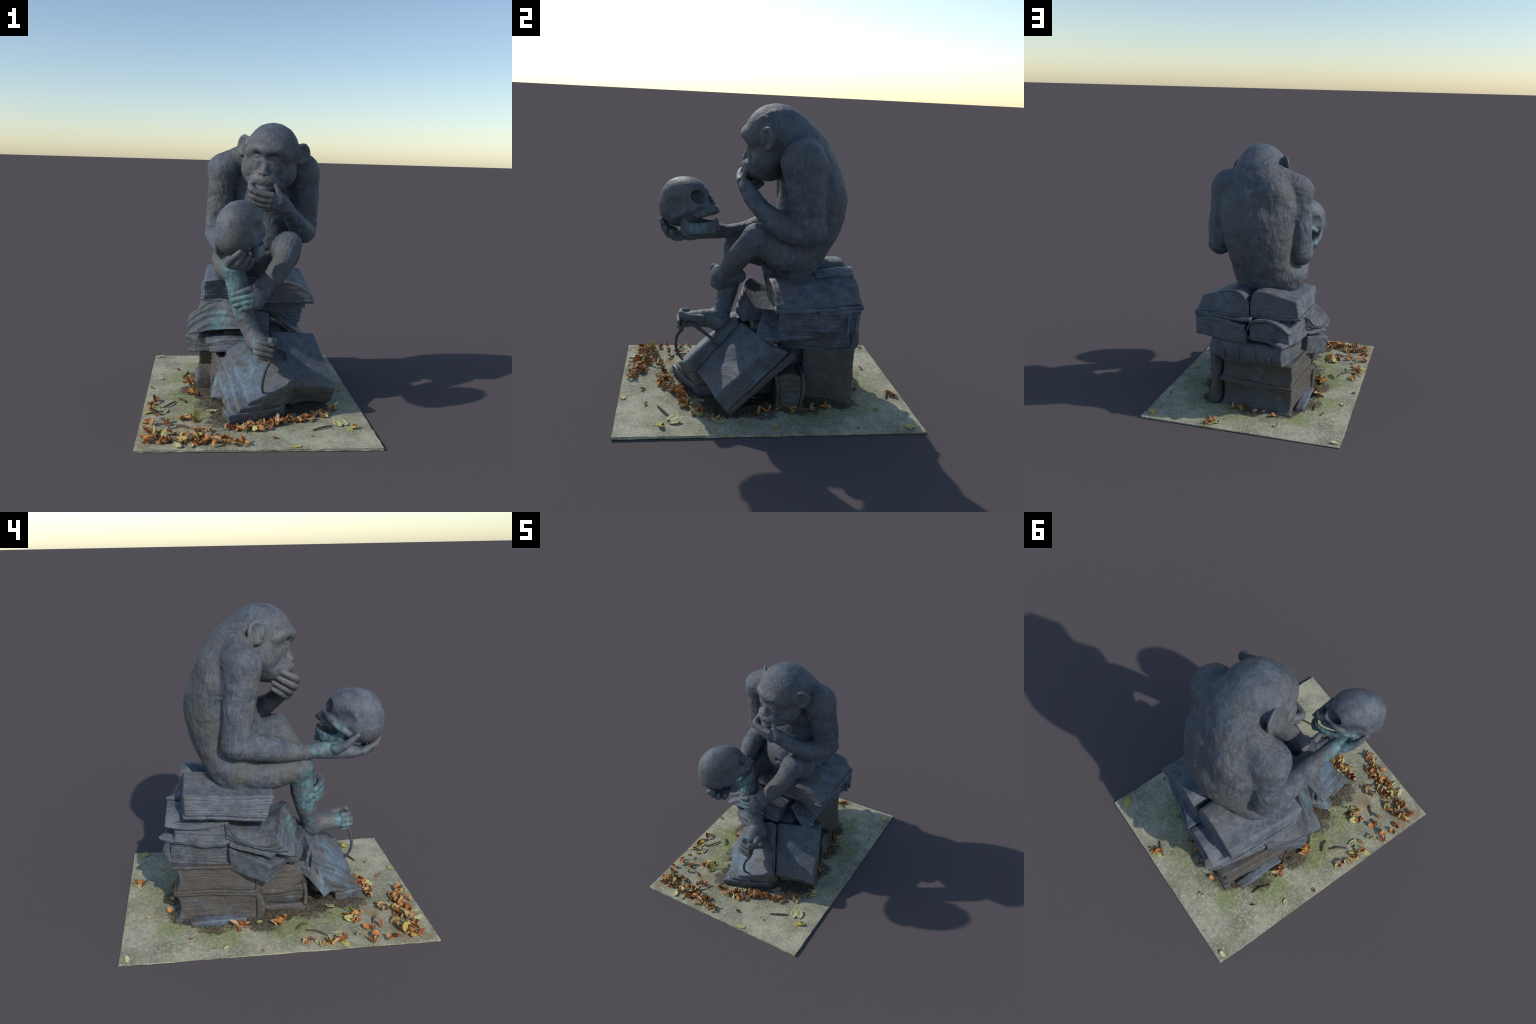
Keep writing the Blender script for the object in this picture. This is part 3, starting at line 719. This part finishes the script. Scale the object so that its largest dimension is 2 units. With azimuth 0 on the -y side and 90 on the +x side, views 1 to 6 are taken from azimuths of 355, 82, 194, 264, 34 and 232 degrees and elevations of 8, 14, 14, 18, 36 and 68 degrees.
def fan_shape(s, t, w):
    p = fan_base(s, t, w)
    p[:, 1] += 0.012 * np.sin(np.pi * w) * (1 - t) ** 3 * smoothstep(0.0, 0.15, s) * smoothstep(0.75, 0.4, s)   # page edges step down in a hollow slope
    return p


fan = solid("page_block", fan_shape, (0.6, 0.4, 0.18), MAT_MID, pages="t0 s0", layers=4, ridge=0.012)
solid("loose_page", ruled([(-0.462, 0.03, 0.515), (-0.40, -0.03, 0.535), (-0.25, -0.11, 0.57)], [(-0.355, 0.28, 0.575), (-0.3, 0.28, 0.58), (-0.2, 0.28, 0.58)],
                          [(-0.462, 0.035, 0.49), (-0.40, -0.02, 0.505), (-0.25, -0.10, 0.54)], [(-0.37, 0.28, 0.545), (-0.3, 0.28, 0.55), (-0.2, 0.28, 0.55)]), (0.25, 0.35, 0.03), MAT_MID, fan)
# book half hanging over the edge below it
hang = solid("page_block", ruled([(-0.482, 0.035, 0.445), (-0.40, -0.06, 0.455), (-0.31, -0.13, 0.46)], [(-0.365, 0.285, 0.535), (-0.30, 0.28, 0.535), (-0.2, 0.25, 0.535)],
                                 [(-0.455, 0.06, 0.308), (-0.38, -0.02, 0.335), (-0.30, -0.08, 0.355)], [(-0.352, 0.28, 0.372), (-0.28, 0.28, 0.375), (-0.18, 0.25, 0.375)]),
             (0.25, 0.3, 0.14), MAT_MID, pages="t0", layers=4, ridge=0.003)
solid("page_block", ruled([(-0.338, -0.145, 0.468), (-0.2, -0.20, 0.485), (-0.05, -0.255, 0.50)], [(-0.3, 0.1, 0.5), (-0.2, 0.1, 0.5), (0.0, 0.1, 0.5)],
                          [(-0.300, -0.165, 0.37), (-0.2, -0.21, 0.39), (-0.05, -0.25, 0.40)], [(-0.28, 0.1, 0.37), (-0.2, 0.1, 0.37), (0, 0.1, 0.37)]),
      (0.3, 0.3, 0.1), MAT_MID, hang, pages="t0 s0", layers=4, ridge=0.007)
# slanted heap under it, a low book with its spine to the front, and a drooping bundle of pages
solid("page_block", ruled([(-0.28, -0.06, 0.345), (-0.22, -0.16, 0.34), (-0.18, -0.24, 0.32)], [(-0.28, 0.2, 0.36), (-0.2, 0.2, 0.36), (-0.1, 0.2, 0.36)],
                          [(-0.30, 0.02, 0.15), (-0.27, -0.16, 0.15), (-0.2, -0.26, 0.15)], [(-0.3, 0.2, 0.15), (-0.2, 0.2, 0.15), (-0.1, 0.2, 0.15)]), (0.3, 0.3, 0.2), MAT_LOW, pages="t0 s0", layers=7, ridge=0.005)
def low_book(s, t, w):
    y = 0.10 - 0.30 * t - 0.03 * (1 - (2 * w - 1) ** 2) * smoothstep(0.7, 1, t)
    return np.c_[-0.285 + 0.3 * s + 0.03 * (1 - w) - 0.005 * t, y, 0.055 + 0.01 * t + w * (0.105 + 0.03 * t)]
lb = solid("page_block", low_book, (0.3, 0.32, 0.12), MAT_LOW, pages="s0", layers=5, ridge=0.004)
solid("book_spine", lambda s, t, w: np.c_[-0.295 + 0.3 * s, -0.195 - 0.03 * t - 0.012 * (1 - (2 * w - 1) ** 2), 0.05 + w * 0.155], (0.3, 0.03, 0.15), MAT_LOW, lb)
solid("book_cover", lambda s, t, w: np.c_[-0.29 + 0.3 * s, 0.11 - 0.33 * t, 0.0 + w * (0.055 + 0.01 * t)], (0.3, 0.33, 0.05), MAT_LOW, lb)
solid("loose_page", ruled([(-0.205, -0.20, 0.30), (-0.245, -0.27, 0.275), (-0.27, -0.33, 0.215), (-0.275, -0.395, 0.13)], [(-0.10, -0.26, 0.33), (-0.14, -0.33, 0.28), (-0.18, -0.39, 0.20), (-0.2, -0.42, 0.12)],
                          [(-0.215, -0.20, 0.24), (-0.255, -0.25, 0.21), (-0.285, -0.30, 0.16), (-0.295, -0.345, 0.10)], [(-0.10, -0.24, 0.28), (-0.14, -0.30, 0.22), (-0.18, -0.35, 0.14), (-0.2, -0.38, 0.08)]),
      (0.3, 0.1, 0.06), MAT_FRONT, step=0.008)
# cover lying flat at the base
solid("book_cover", ruled([(-0.402, 0.545, 0.045), (-0.34, 0.56, 0.05)], [(-0.41, 0.19, 0.05), (-0.33, 0.19, 0.06)], [(-0.398, 0.545, 0.0), (-0.32, 0.56, 0.0)], [(-0.405, 0.19, 0.0), (-0.32, 0.19, 0.0)]), (0.07, 0.35, 0.05), MAT_FRONT, rough=0.004)
# draped sheet corner on the left front
solid("loose_page", ruled([(0.19, -0.02, 0.625), (0.25, -0.055, 0.575), (0.31, -0.08, 0.527), (0.374, -0.097, 0.482)], [(0.08, 0.38, 0.60), (0.2, 0.38, 0.575), (0.3, 0.38, 0.545), (0.37, 0.38, 0.52)],
                          [(0.19, -0.01, 0.59), (0.25, -0.045, 0.545), (0.31, -0.07, 0.497), (0.368, -0.08, 0.452)], [(0.08, 0.38, 0.50), (0.2, 0.38, 0.50), (0.3, 0.38, 0.50), (0.35, 0.38, 0.49)]),
      (0.32, 0.48, 0.06), MAT_BOOK)
solid("page_block", ruled([(0.12, 0.03, 0.57), (0.355, 0.05, 0.555)], [(0.12, 0.4, 0.57), (0.41, 0.42, 0.555)], [(0.12, 0.03, 0.42), (0.34, 0.05, 0.47)], [(0.12, 0.4, 0.42), (0.35, 0.40, 0.47)]),
      (0.28, 0.37, 0.1), MAT_MID, pages="t0 s1", layers=4)
# the open book leaning at the front
gut_t, gut_b = (0.118, -0.168, 0.515), (0.270, -0.478, 0.225)
fr = solid("page_block", ruled([gut_t, (0.16, -0.150, 0.531), (0.30, -0.085, 0.511), (0.466, -0.006, 0.478)],
                               [gut_b, (0.31, -0.462, 0.228), (0.43, -0.415, 0.212), (0.576, -0.362, 0.170)],
                               [(0.06, 0.0, 0.38), (0.18, 0.05, 0.40), (0.28, 0.09, 0.405), (0.398, 0.135, 0.405)],
                               [(0.26, -0.36, 0.08), (0.32, -0.35, 0.09), (0.42, -0.32, 0.08), (0.555, -0.272, 0.065)]),
           (0.38, 0.46, 0.15), MAT_IRON if False else MAT_FRONT, pages="s1 t1 t0", layers=5, ridge=0.003)
solid("book_cover", ruled([(0.04, 0.0, 0.37), (0.22, 0.08, 0.40), (0.388, 0.160, 0.405)], [(0.25, -0.38, 0.085), (0.4, -0.33, 0.085), (0.575, -0.275, 0.07)],
                          [(0.04, 0.03, 0.33), (0.22, 0.11, 0.35), (0.372, 0.188, 0.352)], [(0.25, -0.36, 0.05), (0.4, -0.31, 0.05), (0.555, -0.255, 0.035)]), (0.4, 0.46, 0.035), MAT_LOW, fr)
fl = solid("page_block", ruled([(0.112, -0.180, 0.515), (0.062, -0.20, 0.543), (-0.06, -0.235, 0.49), (-0.185, -0.262, 0.425)],
                               [(0.268, -0.490, 0.232), (0.255, -0.533, 0.284), (0.12, -0.565, 0.225), (-0.043, -0.592, 0.160)],
                               [(0.112, -0.10, 0.40), (0.062, -0.12, 0.36), (-0.06, -0.16, 0.31), (-0.22, -0.22, 0.26)],
                               [(0.26, -0.42, 0.12), (0.24, -0.45, 0.10), (0.10, -0.49, 0.06), (-0.09, -0.56, 0.05)]),
           (0.36, 0.46, 0.2), MAT_FRONT, pages="t1 s1", layers=5, ridge=0.004, soft=1, warp=0.004)
solid("page_block", ruled([(-0.05, -0.26, 0.43), (-0.15, -0.27, 0.405), (-0.225, -0.275, 0.365)], [(0.05, -0.570, 0.145), (-0.03, -0.588, 0.128), (-0.102, -0.606, 0.120)],
                          [(-0.05, -0.22, 0.25), (-0.15, -0.24, 0.25), (-0.24, -0.26, 0.25)], [(0.05, -0.53, 0.05), (-0.05, -0.56, 0.05), (-0.115, -0.59, 0.075)]),
      (0.18, 0.42, 0.1), MAT_FRONT, fl, pages="s1", layers=4, ridge=0.006, soft=1, warp=0.004)
solid("page_block", ruled([(-0.08, -0.28, 0.33), (-0.17, -0.30, 0.31), (-0.255, -0.315, 0.265)], [(0.0, -0.57, 0.10), (-0.08, -0.585, 0.092), (-0.15, -0.602, 0.086)],
                          [(-0.08, -0.25, 0.1), (-0.15, -0.27, 0.1), (-0.245, -0.30, 0.12)], [(0.0, -0.53, 0.03), (-0.08, -0.56, 0.03), (-0.16, -0.585, 0.045)]),
      (0.18, 0.4, 0.1), MAT_FRONT, fl, pages="s1", layers=4, ridge=0.009, soft=1, warp=0.004)
solid("book_cover", ruled([(-0.218, -0.44, 0.086), (0.0, -0.40, 0.10), (0.22, -0.34, 0.10)], [(-0.188, -0.638, 0.082), (0.0, -0.575, 0.095), (0.205, -0.48, 0.10)],
                          [(-0.218, -0.44, 0.0), (0.0, -0.40, 0.0), (0.22, -0.34, 0.0)], [(-0.178, -0.622, 0.0), (0.0, -0.55, 0.0), (0.205, -0.45, 0.0)]), (0.42, 0.2, 0.08), MAT_FRONT, fl, rough=0.004)

# ------------------------------------------------------------------ caliper in the toes
def tube_mesh(name, pts, rad, mat, parent=statue, n=40, sides=12, flat=1.0):
    t = np.linspace(0, 1, n); P = curve(pts, t); r = np.interp(t * (len(rad) - 1), np.arange(len(rad)), rad)
    T = np.gradient(P, axis=0); T /= np.linalg.norm(T, axis=1)[:, None]
    up = np.cross(T, A(0.3, 0.2, 1)); up /= np.linalg.norm(up, axis=1)[:, None]; si = np.cross(T, up)
    a = np.linspace(0, 2 * np.pi, sides, endpoint=False)
    v = (P[:, None] + r[:, None, None] * (np.cos(a)[None, :, None] * up[:, None] + flat * np.sin(a)[None, :, None] * si[:, None])).reshape(-1, 3)
    f = [[i * sides + j, i * sides + (j + 1) % sides, (i + 1) * sides + (j + 1) % sides, (i + 1) * sides + j] for i in range(n - 1) for j in range(sides)]
    f += [list(range(sides))[::-1], [(n - 1) * sides + j for j in range(sides)]]
    return place(name, mesh_from(name, v, f, mat), parent)


cal = tube_mesh("caliper", [(0.102, -0.55, 0.52), (0.092, -0.575, 0.455), (0.055, -0.603, 0.39), (0.038, -0.606, 0.31), (0.038, -0.585, 0.25), (0.050, -0.550, 0.205)],
                (0.014, 0.013, 0.011, 0.010, 0.009, 0.006), MAT_IRON)
tube_mesh("caliper_leg", [(0.10, -0.54, 0.525), (0.14, -0.475, 0.497), (0.185, -0.412, 0.463), (0.208, -0.362, 0.425), (0.222, -0.328, 0.375)],
          (0.013, 0.014, 0.011, 0.010, 0.006), MAT_IRON, cal)
tube_mesh("caliper_hinge", [(0.085, -0.56, 0.538), (0.125, -0.535, 0.538)], (0.02, 0.02), MAT_IRON, cal, n=4)

# ------------------------------------------------------------------ paving slab, soil, leaves
m, nt = new_material("concrete"); N = Nodes(nt)
g1 = N.noise(3.0, 7, 0.68); g2 = N.noise(60, 4, 0.75); g3 = N.noise(14, 4, 0.6, seed=4.0)
col = N.mix(N.range(g1, 0.38, 0.62), (0.215, 0.210, 0.130), (0.43, 0.41, 0.285))
col = N.mix(N.math("MULTIPLY", N.range(g3, 0.42, 0.62), 0.45), col, (0.27, 0.27, 0.195))
col = N.mix(N.math("MULTIPLY", N.range(g2, 0.50, 0.66), 0.55), col, (0.64, 0.61, 0.48))
col = N.mix(N.math("MULTIPLY", N.range(g2, 0.45, 0.36), 0.5), col, (0.16, 0.155, 0.115))
moss = N.blobs([((-0.45, -0.08, 0.02), 0.30, 1.0), ((-0.50, 0.35, 0.02), 0.26, 1.0), ((-0.36, -0.38, 0.02), 0.26, 0.9), ((-0.40, 0.68, 0.02), 0.22, 0.9),
                ((0.05, 0.74, 0.02), 0.28, 0.6), ((0.38, 0.62, 0.02), 0.28, 0.75), ((0.52, 0.28, 0.02), 0.30, 0.8), ((0.62, -0.15, 0.02), 0.24, 0.5)])
mm = N.range(N.math("ADD", N.math("MULTIPLY", moss, 0.6), N.noise(9, 5, 0.65, seed=2.0)), 0.66, 1.15)
col = N.mix(N.math("MULTIPLY", mm, 0.8), col, N.mix(N.range(g2, 0.4, 0.6), (0.17, 0.20, 0.065), (0.30, 0.33, 0.15)))
earth = N.blobs([((x, y, 0.02), r, 1.0) for x, y, r in ((-0.36, 0.40, 0.26), (-0.40, 0.08, 0.24), (-0.28, -0.25, 0.24), (-0.20, -0.55, 0.24), (0.10, -0.52, 0.26), (0.40, -0.34, 0.26), (0.44, -0.05, 0.24), (0.40, 0.25, 0.24), (0.32, 0.52, 0.22), (0.0, 0.58, 0.24), (-0.25, 0.60, 0.22))])
col = N.mix(N.math("MULTIPLY", N.range(N.math("ADD", N.math("MULTIPLY", earth, 0.55), N.noise(16, 6, 0.75, seed=12.0)), 0.78, 1.05), 0.9), col, N.mix(N.range(g2, 0.4, 0.65), (0.055, 0.045, 0.032), (0.15, 0.12, 0.085)))
rust = N.blobs([((-0.62, -0.85, 0.02), 0.30, 0.8), ((-0.40, -0.60, 0.02), 0.22, 0.8), ((0.25, 0.90, 0.02), 0.12, 0.6), ((-0.66, -0.25, 0.02), 0.15, 0.6)])
col = N.mix(N.range(N.math("ADD", N.math("MULTIPLY", rust, 0.5), N.noise(11, 4, 0.6, seed=7.0)), 0.78, 1.1), col, (0.28, 0.19, 0.095))
N.finish(col, 0.9, N.math("ADD", g2, g3), 0.5, 0.006, Specular_IOR_Level=0.2)
MAT_CONCRETE = m
m, nt = new_material("soil"); N = Nodes(nt)
g = N.noise(60, 5, 0.8)
col = N.mix(N.range(g, 0.4, 0.66), (0.050, 0.041, 0.030), (0.145, 0.118, 0.085))
col = N.mix(N.range(N.noise(120, 2, 0.5, seed=3.0), 0.63, 0.7), col, (0.25, 0.20, 0.14))
N.finish(col, 0.95, g, 0.9, 0.01, Specular_IOR_Level=0.15)
MAT_SOIL = m

ZS = 0.011


def ground(x, y):
    """The slab lies slightly tilted."""
    return ZS + 0.0045 * x - 0.0035 * y


def slab_top(x, y):
    return ground(x, y) + 0.0015 * fbm(np.c_[x * 5, y * 5, 0 * x], 2)


def slab_fn(s, t, w):
    x, y = (2 * s - 1) * 0.757, (2 * t - 1) * 0.984
    edge = 0.004 * noise(np.c_[x * 14, y * 14, w * 3])
    x = x + np.where((s < 0.01) | (s > 0.99), edge, 0); y = y + np.where((t < 0.01) | (t > 0.99), edge, 0)
    return np.c_[np.clip(x, -0.76, 0.76), np.clip(y, -0.985, 0.985), w * slab_top(x, y)]


P, Qd, _ = lattice(slab_fn, 120, 150, 2)
nr = vertex_normals(P, Qd)
if ((P - P.mean(0)) * nr).sum() < 0:
    Qd = Qd[:, ::-1]
slab = place("paving_slab", mesh_from("paving_slab", P, Qd, MAT_CONCRETE, smooth=False))


def soil_mound():
    """Low ring of soil banked round the foot of the pile."""
    foot = np.array([(-0.42, 0.66), (-0.44, 0.45), (-0.49, 0.20), (-0.45, -0.05), (-0.36, -0.25), (-0.34, -0.42), (-0.27, -0.66), (-0.08, -0.64), (0.15, -0.55), (0.38, -0.45),
                     (0.58, -0.38), (0.58, -0.18), (0.50, 0.02), (0.50, 0.20), (0.46, 0.40), (0.42, 0.62), (0.22, 0.66), (0.0, 0.68), (-0.22, 0.72), (-0.42, 0.66)])
    nA, nR = 260, 16
    ring = curve(foot, np.linspace(0, 1, nA, endpoint=False)); c = A(0.03, 0.02)
    v = []
    for j in range(nR + 1):
        r = 0.5 + 0.5 * j / nR
        p = c + (ring - c) * r
        p = p + 0.02 * np.c_[noise(np.c_[ring * 9, np.full(nA, 1.0)]), noise(np.c_[ring * 9, np.full(nA, 5.0)])] * r ** 4
        h = 0.020 * (1 - smoothstep(0.66, 0.98, r)) + 0.013 * fbm(np.c_[p * 18, np.full(nA, 3.0)], 3) * (1 - smoothstep(0.93, 1.0, r)) - 0.010 * smoothstep(0.72, 1, r)
        v.append(np.c_[p, np.maximum(ground(p[:, 0], p[:, 1]) + 0.004 + h, 0.002)])
    v = np.concatenate(v)
    f = [[j * nA + i, j * nA + (i + 1) % nA, (j + 1) * nA + (i + 1) % nA, (j + 1) * nA + i] for j in range(nR) for i in range(nA)]
    f = [q[::-1] for q in f]
    place("soil", mesh_from("soil", v, f, MAT_SOIL), slab, kind="stuff")


soil_mound()


def leaf_material(name, a, b):
    m, nt = new_material(name); N = Nodes(nt)
    oi = N.add("ShaderNodeObjectInfo").outputs["Random"]
    n = N.noise(35, 3, 0.6)
    col = N.mix(N.range(N.math("ADD", n, N.math("MULTIPLY", oi, 0.35)), 0.42, 0.85), a, b)
    bs = N.finish(col, 0.6, N.noise(60, 3, 0.6), 0.4, 0.003, Specular_IOR_Level=0.3)
    tr = N.add("ShaderNodeBsdfTranslucent"); N.put(tr.inputs["Color"], col)
    mx = N.add("ShaderNodeMixShader"); mx.inputs[0].default_value = 0.2
    out = [x for x in nt.nodes if x.type == "OUTPUT_MATERIAL"][0]
    nt.links.new(bs.outputs[0], mx.inputs[1]); nt.links.new(tr.outputs[0], mx.inputs[2]); nt.links.new(mx.outputs[0], out.inputs[0])
    return m


LEAF_MATS = {
    "orange": leaf_material("leaf_orange", (0.50, 0.16, 0.035), (0.66, 0.34, 0.12)),
    "tan": leaf_material("leaf_tan", (0.45, 0.25, 0.11), (0.68, 0.47, 0.25)),
    "rust": leaf_material("leaf_rust", (0.27, 0.085, 0.028), (0.44, 0.18, 0.06)),
    "yellow": leaf_material("leaf_yellow", (0.52, 0.42, 0.07), (0.62, 0.55, 0.22)),
    "pale": leaf_material("leaf_pale", (0.52, 0.50, 0.22), (0.68, 0.64, 0.36)),
}
MAT_TWIG = leaf_material("twig", (0.10, 0.07, 0.045), (0.17, 0.12, 0.08))


def leaf_mesh(kind, curl, fold, seed):
    """Oval leaf about 1 long, curled along and across, with thickness and a raised midrib."""
    r = np.random.default_rng(seed); nu, nv = 10, 8
    rows = []
    for side in (1, -1):
        for i in range(nu + 1):
            u = i / nu; w = 0.31 * math.sin(math.pi * min(1, u * 0.94 + 0.03)) ** 0.75 * (1 - 0.25 * u)
            for j in range(nv + 1):
                v = 2 * j / nv - 1
                y = v * w
                ang = curl * (u - 0.5)
                rad = 1 / max(abs(curl), 1e-3)
                x, z = math.sin(ang) * rad, (1 - math.cos(ang)) * rad * (1 if curl > 0 else -1)
                phi = fold * v * (w / 0.31)
                zz = abs(y) * math.sin(abs(phi)) + 0.05 * math.sin(5 * u + 3 * v + seed) * w
                rows.append((x - z * 0.15 * v, y * math.cos(phi), z + zz + side * 0.013 + 0.012 * (side > 0) * (j == nv // 2)))
    n = (nu + 1) * (nv + 1); f = []
    k = lambda i, j: i * (nv + 1) + j
    for i in range(nu):
        for j in range(nv):
            q = [k(i, j), k(i + 1, j), k(i + 1, j + 1), k(i, j + 1)]
            f += [q, [x + n for x in q[::-1]]]
    rim = [k(i, 0) for i in range(nu + 1)] + [k(nu, j) for j in range(1, nv + 1)] + [k(i, nv) for i in range(nu - 1, -1, -1)] + [k(0, j) for j in range(nv - 1, 0, -1)]
    for a, b in zip(rim, rim[1:] + rim[:1]):
        f.append([b, a, a + n, b + n])
    v = np.array(rows); cr = np.array([noise(v * A(4, 5, 0) + seed * 3.1 + k) for k in (0, 30, 60)]).T   # crinkles, same on both faces
    v = v + cr * A(0.05, 0.05, 0.09); v[:, 2] -= v[:, 2].min()
    return mesh_from("fallen_leaf", v, f, LEAF_MATS[kind])


CURLED = [leaf_mesh(k, c, fo, i) for i, (k, c, fo) in enumerate(
    [("orange", 2.2, 0.9), ("orange", 1.2, 1.2), ("tan", 2.6, 1.0), ("tan", 1.5, 1.3), ("rust", 2.0, 1.1), ("rust", 1.0, 0.8), ("orange", -1.6, 0.7), ("tan", -1.2, 0.9), ("tan", 0.8, 0.6), ("orange", 3.0, 0.6), ("rust", 1.6, 0.8)])]
FLAT = [leaf_mesh(k, c, fo, 20 + i) for i, (k, c, fo) in enumerate([("yellow", 0.3, 0.15), ("pale", 0.5, 0.25), ("yellow", -0.4, 0.1), ("pale", 0.8, 0.3)])]
leaf_rng = random.Random(11)


def drop(me, x, y, size, z=0.0, tilt=0.5):
    o = bpy.data.objects.new("fallen_leaf", me); scene.collection.objects.link(o); o.parent = slab
    o.rotation_euler = (leaf_rng.gauss(0, tilt), leaf_rng.gauss(0, tilt), leaf_rng.uniform(0, 6.283))
    s = size * leaf_rng.uniform(0.7, 1.25); o.scale = (s, s * leaf_rng.uniform(0.8, 1.3), s)
    M = o.rotation_euler.to_matrix() @ Matrix.Diagonal(o.scale)
    co = np.empty(len(me.vertices) * 3); me.vertices.foreach_get("co", co)
    low = (co.reshape(-1, 3) @ np.array(M).T)[:, 2].min()                  # rests on the slab
    o.location = (x, y, ground(x, y) + 0.001 - low + z)


def scatter(cx, cy, rx, ry, n, size=0.060, pile=0.02, flat=0.12):
    for _ in range(n):
        a, r = leaf_rng.uniform(0, 6.283), math.sqrt(leaf_rng.random())
        x, y = cx + rx * r * math.cos(a), cy + ry * r * math.sin(a)
        if abs(x) > 0.72 or abs(y) > 0.945:
            continue
        me = leaf_rng.choice(FLAT if leaf_rng.random() < flat else CURLED)
        drop(me, x, y, size, leaf_rng.random() * pile * (1 - r * 0.6))


for c in [(-0.66, -0.84, 0.10, 0.09, 26), (-0.52, -0.83, 0.11, 0.08, 22), (-0.39, -0.85, 0.10, 0.07, 26), (-0.25, -0.88, 0.09, 0.06, 24), (-0.13, -0.92, 0.05, 0.05, 12),
          (-0.13, -0.69, 0.07, 0.04, 14), (0.0, -0.665, 0.09, 0.055, 28), (0.11, -0.60, 0.06, 0.05, 14), (0.22, -0.57, 0.07, 0.035, 12), (0.33, -0.54, 0.07, 0.035, 12),
          (0.45, -0.46, 0.06, 0.035, 10), (0.58, -0.36, 0.04, 0.05, 5), (-0.70, -0.20, 0.05, 0.08, 12), (-0.44, -0.52, 0.07, 0.05, 12), (-0.35, -0.73, 0.06, 0.05, 10),
          (-0.44, -0.04, 0.05, 0.08, 8), (-0.70, -0.36, 0.05, 0.07, 7), (-0.45, 0.24, 0.03, 0.14, 10), (-0.62, -0.55, 0.10, 0.16, 8), (0.46, 0.12, 0.05, 0.2, 9), (0.42, 0.40, 0.05, 0.12, 6),
          (0.24, 0.92, 0.06, 0.04, 5), (0.0, 0.68, 0.2, 0.03, 7), (-0.71, -0.68, 0.04, 0.1, 6)]:
    scatter(*c)
for x, y, s, me in [(-0.68, -0.31, 0.075, 0), (-0.60, -0.36, 0.075, 1), (-0.28, -0.385, 0.085, 1), (0.54, -0.62, 0.085, 1), (0.64, -0.69, 0.07, 2), (0.22, -0.955, 0.06, 0), (-0.50, -0.93, 0.08, 3),
                    (-0.42, -0.925, 0.10, 3), (0.21, 0.93, 0.08, 0), (0.18, 0.91, 0.07, 1), (-0.70, -0.27, 0.08, 0), (-0.715, -0.39, 0.08, 2), (-0.67, 0.34, 0.05, 1), (-0.71, 0.935, 0.07, 3),
                    (0.58, -0.34, 0.08, 1), (0.61, -0.71, 0.075, 0), (0.58, -0.60, 0.09, 3), (0.70, 0.90, 0.07, 2), (0.45, 0.0, 0.06, 0)]:
    drop(FLAT[me], x, y, s, 0.0, 0.12)
for x, y, s in [(-0.73, 0.11, 0.05), (-0.05, 0.70, 0.05), (-0.25, 0.82, 0.045), (0.45, 0.75, 0.04), (0.64, -0.68, 0.06), (0.33, -0.80, 0.05), (0.10, -0.83, 0.045), (-0.55, 0.55, 0.04), (0.70, 0.55, 0.04), (0.68, 0.02, 0.045)]:
    drop(leaf_rng.choice(CURLED), x, y, s, 0.0, 0.3)
for i, (a, b) in enumerate([((0.36, -0.72), (0.50, -0.65)), ((-0.62, -0.30), (-0.54, -0.18)), ((-0.47, 0.50), (-0.50, 0.36)), ((0.16, 0.90), (0.28, 0.86)), ((-0.52, -0.12), (-0.47, -0.20)), ((0.42, 0.20), (0.46, 0.34)), ((-0.52, -0.62), (-0.44, -0.66))]):
    tube_mesh("twig", [(a[0], a[1], ground(*a) + 0.008), ((a[0] + b[0]) / 2 + 0.01, (a[1] + b[1]) / 2, ground(*a) + 0.014), (b[0], b[1], ground(*b) + 0.007)], (0.006, 0.007, 0.004), MAT_TWIG, slab, n=10, sides=7)
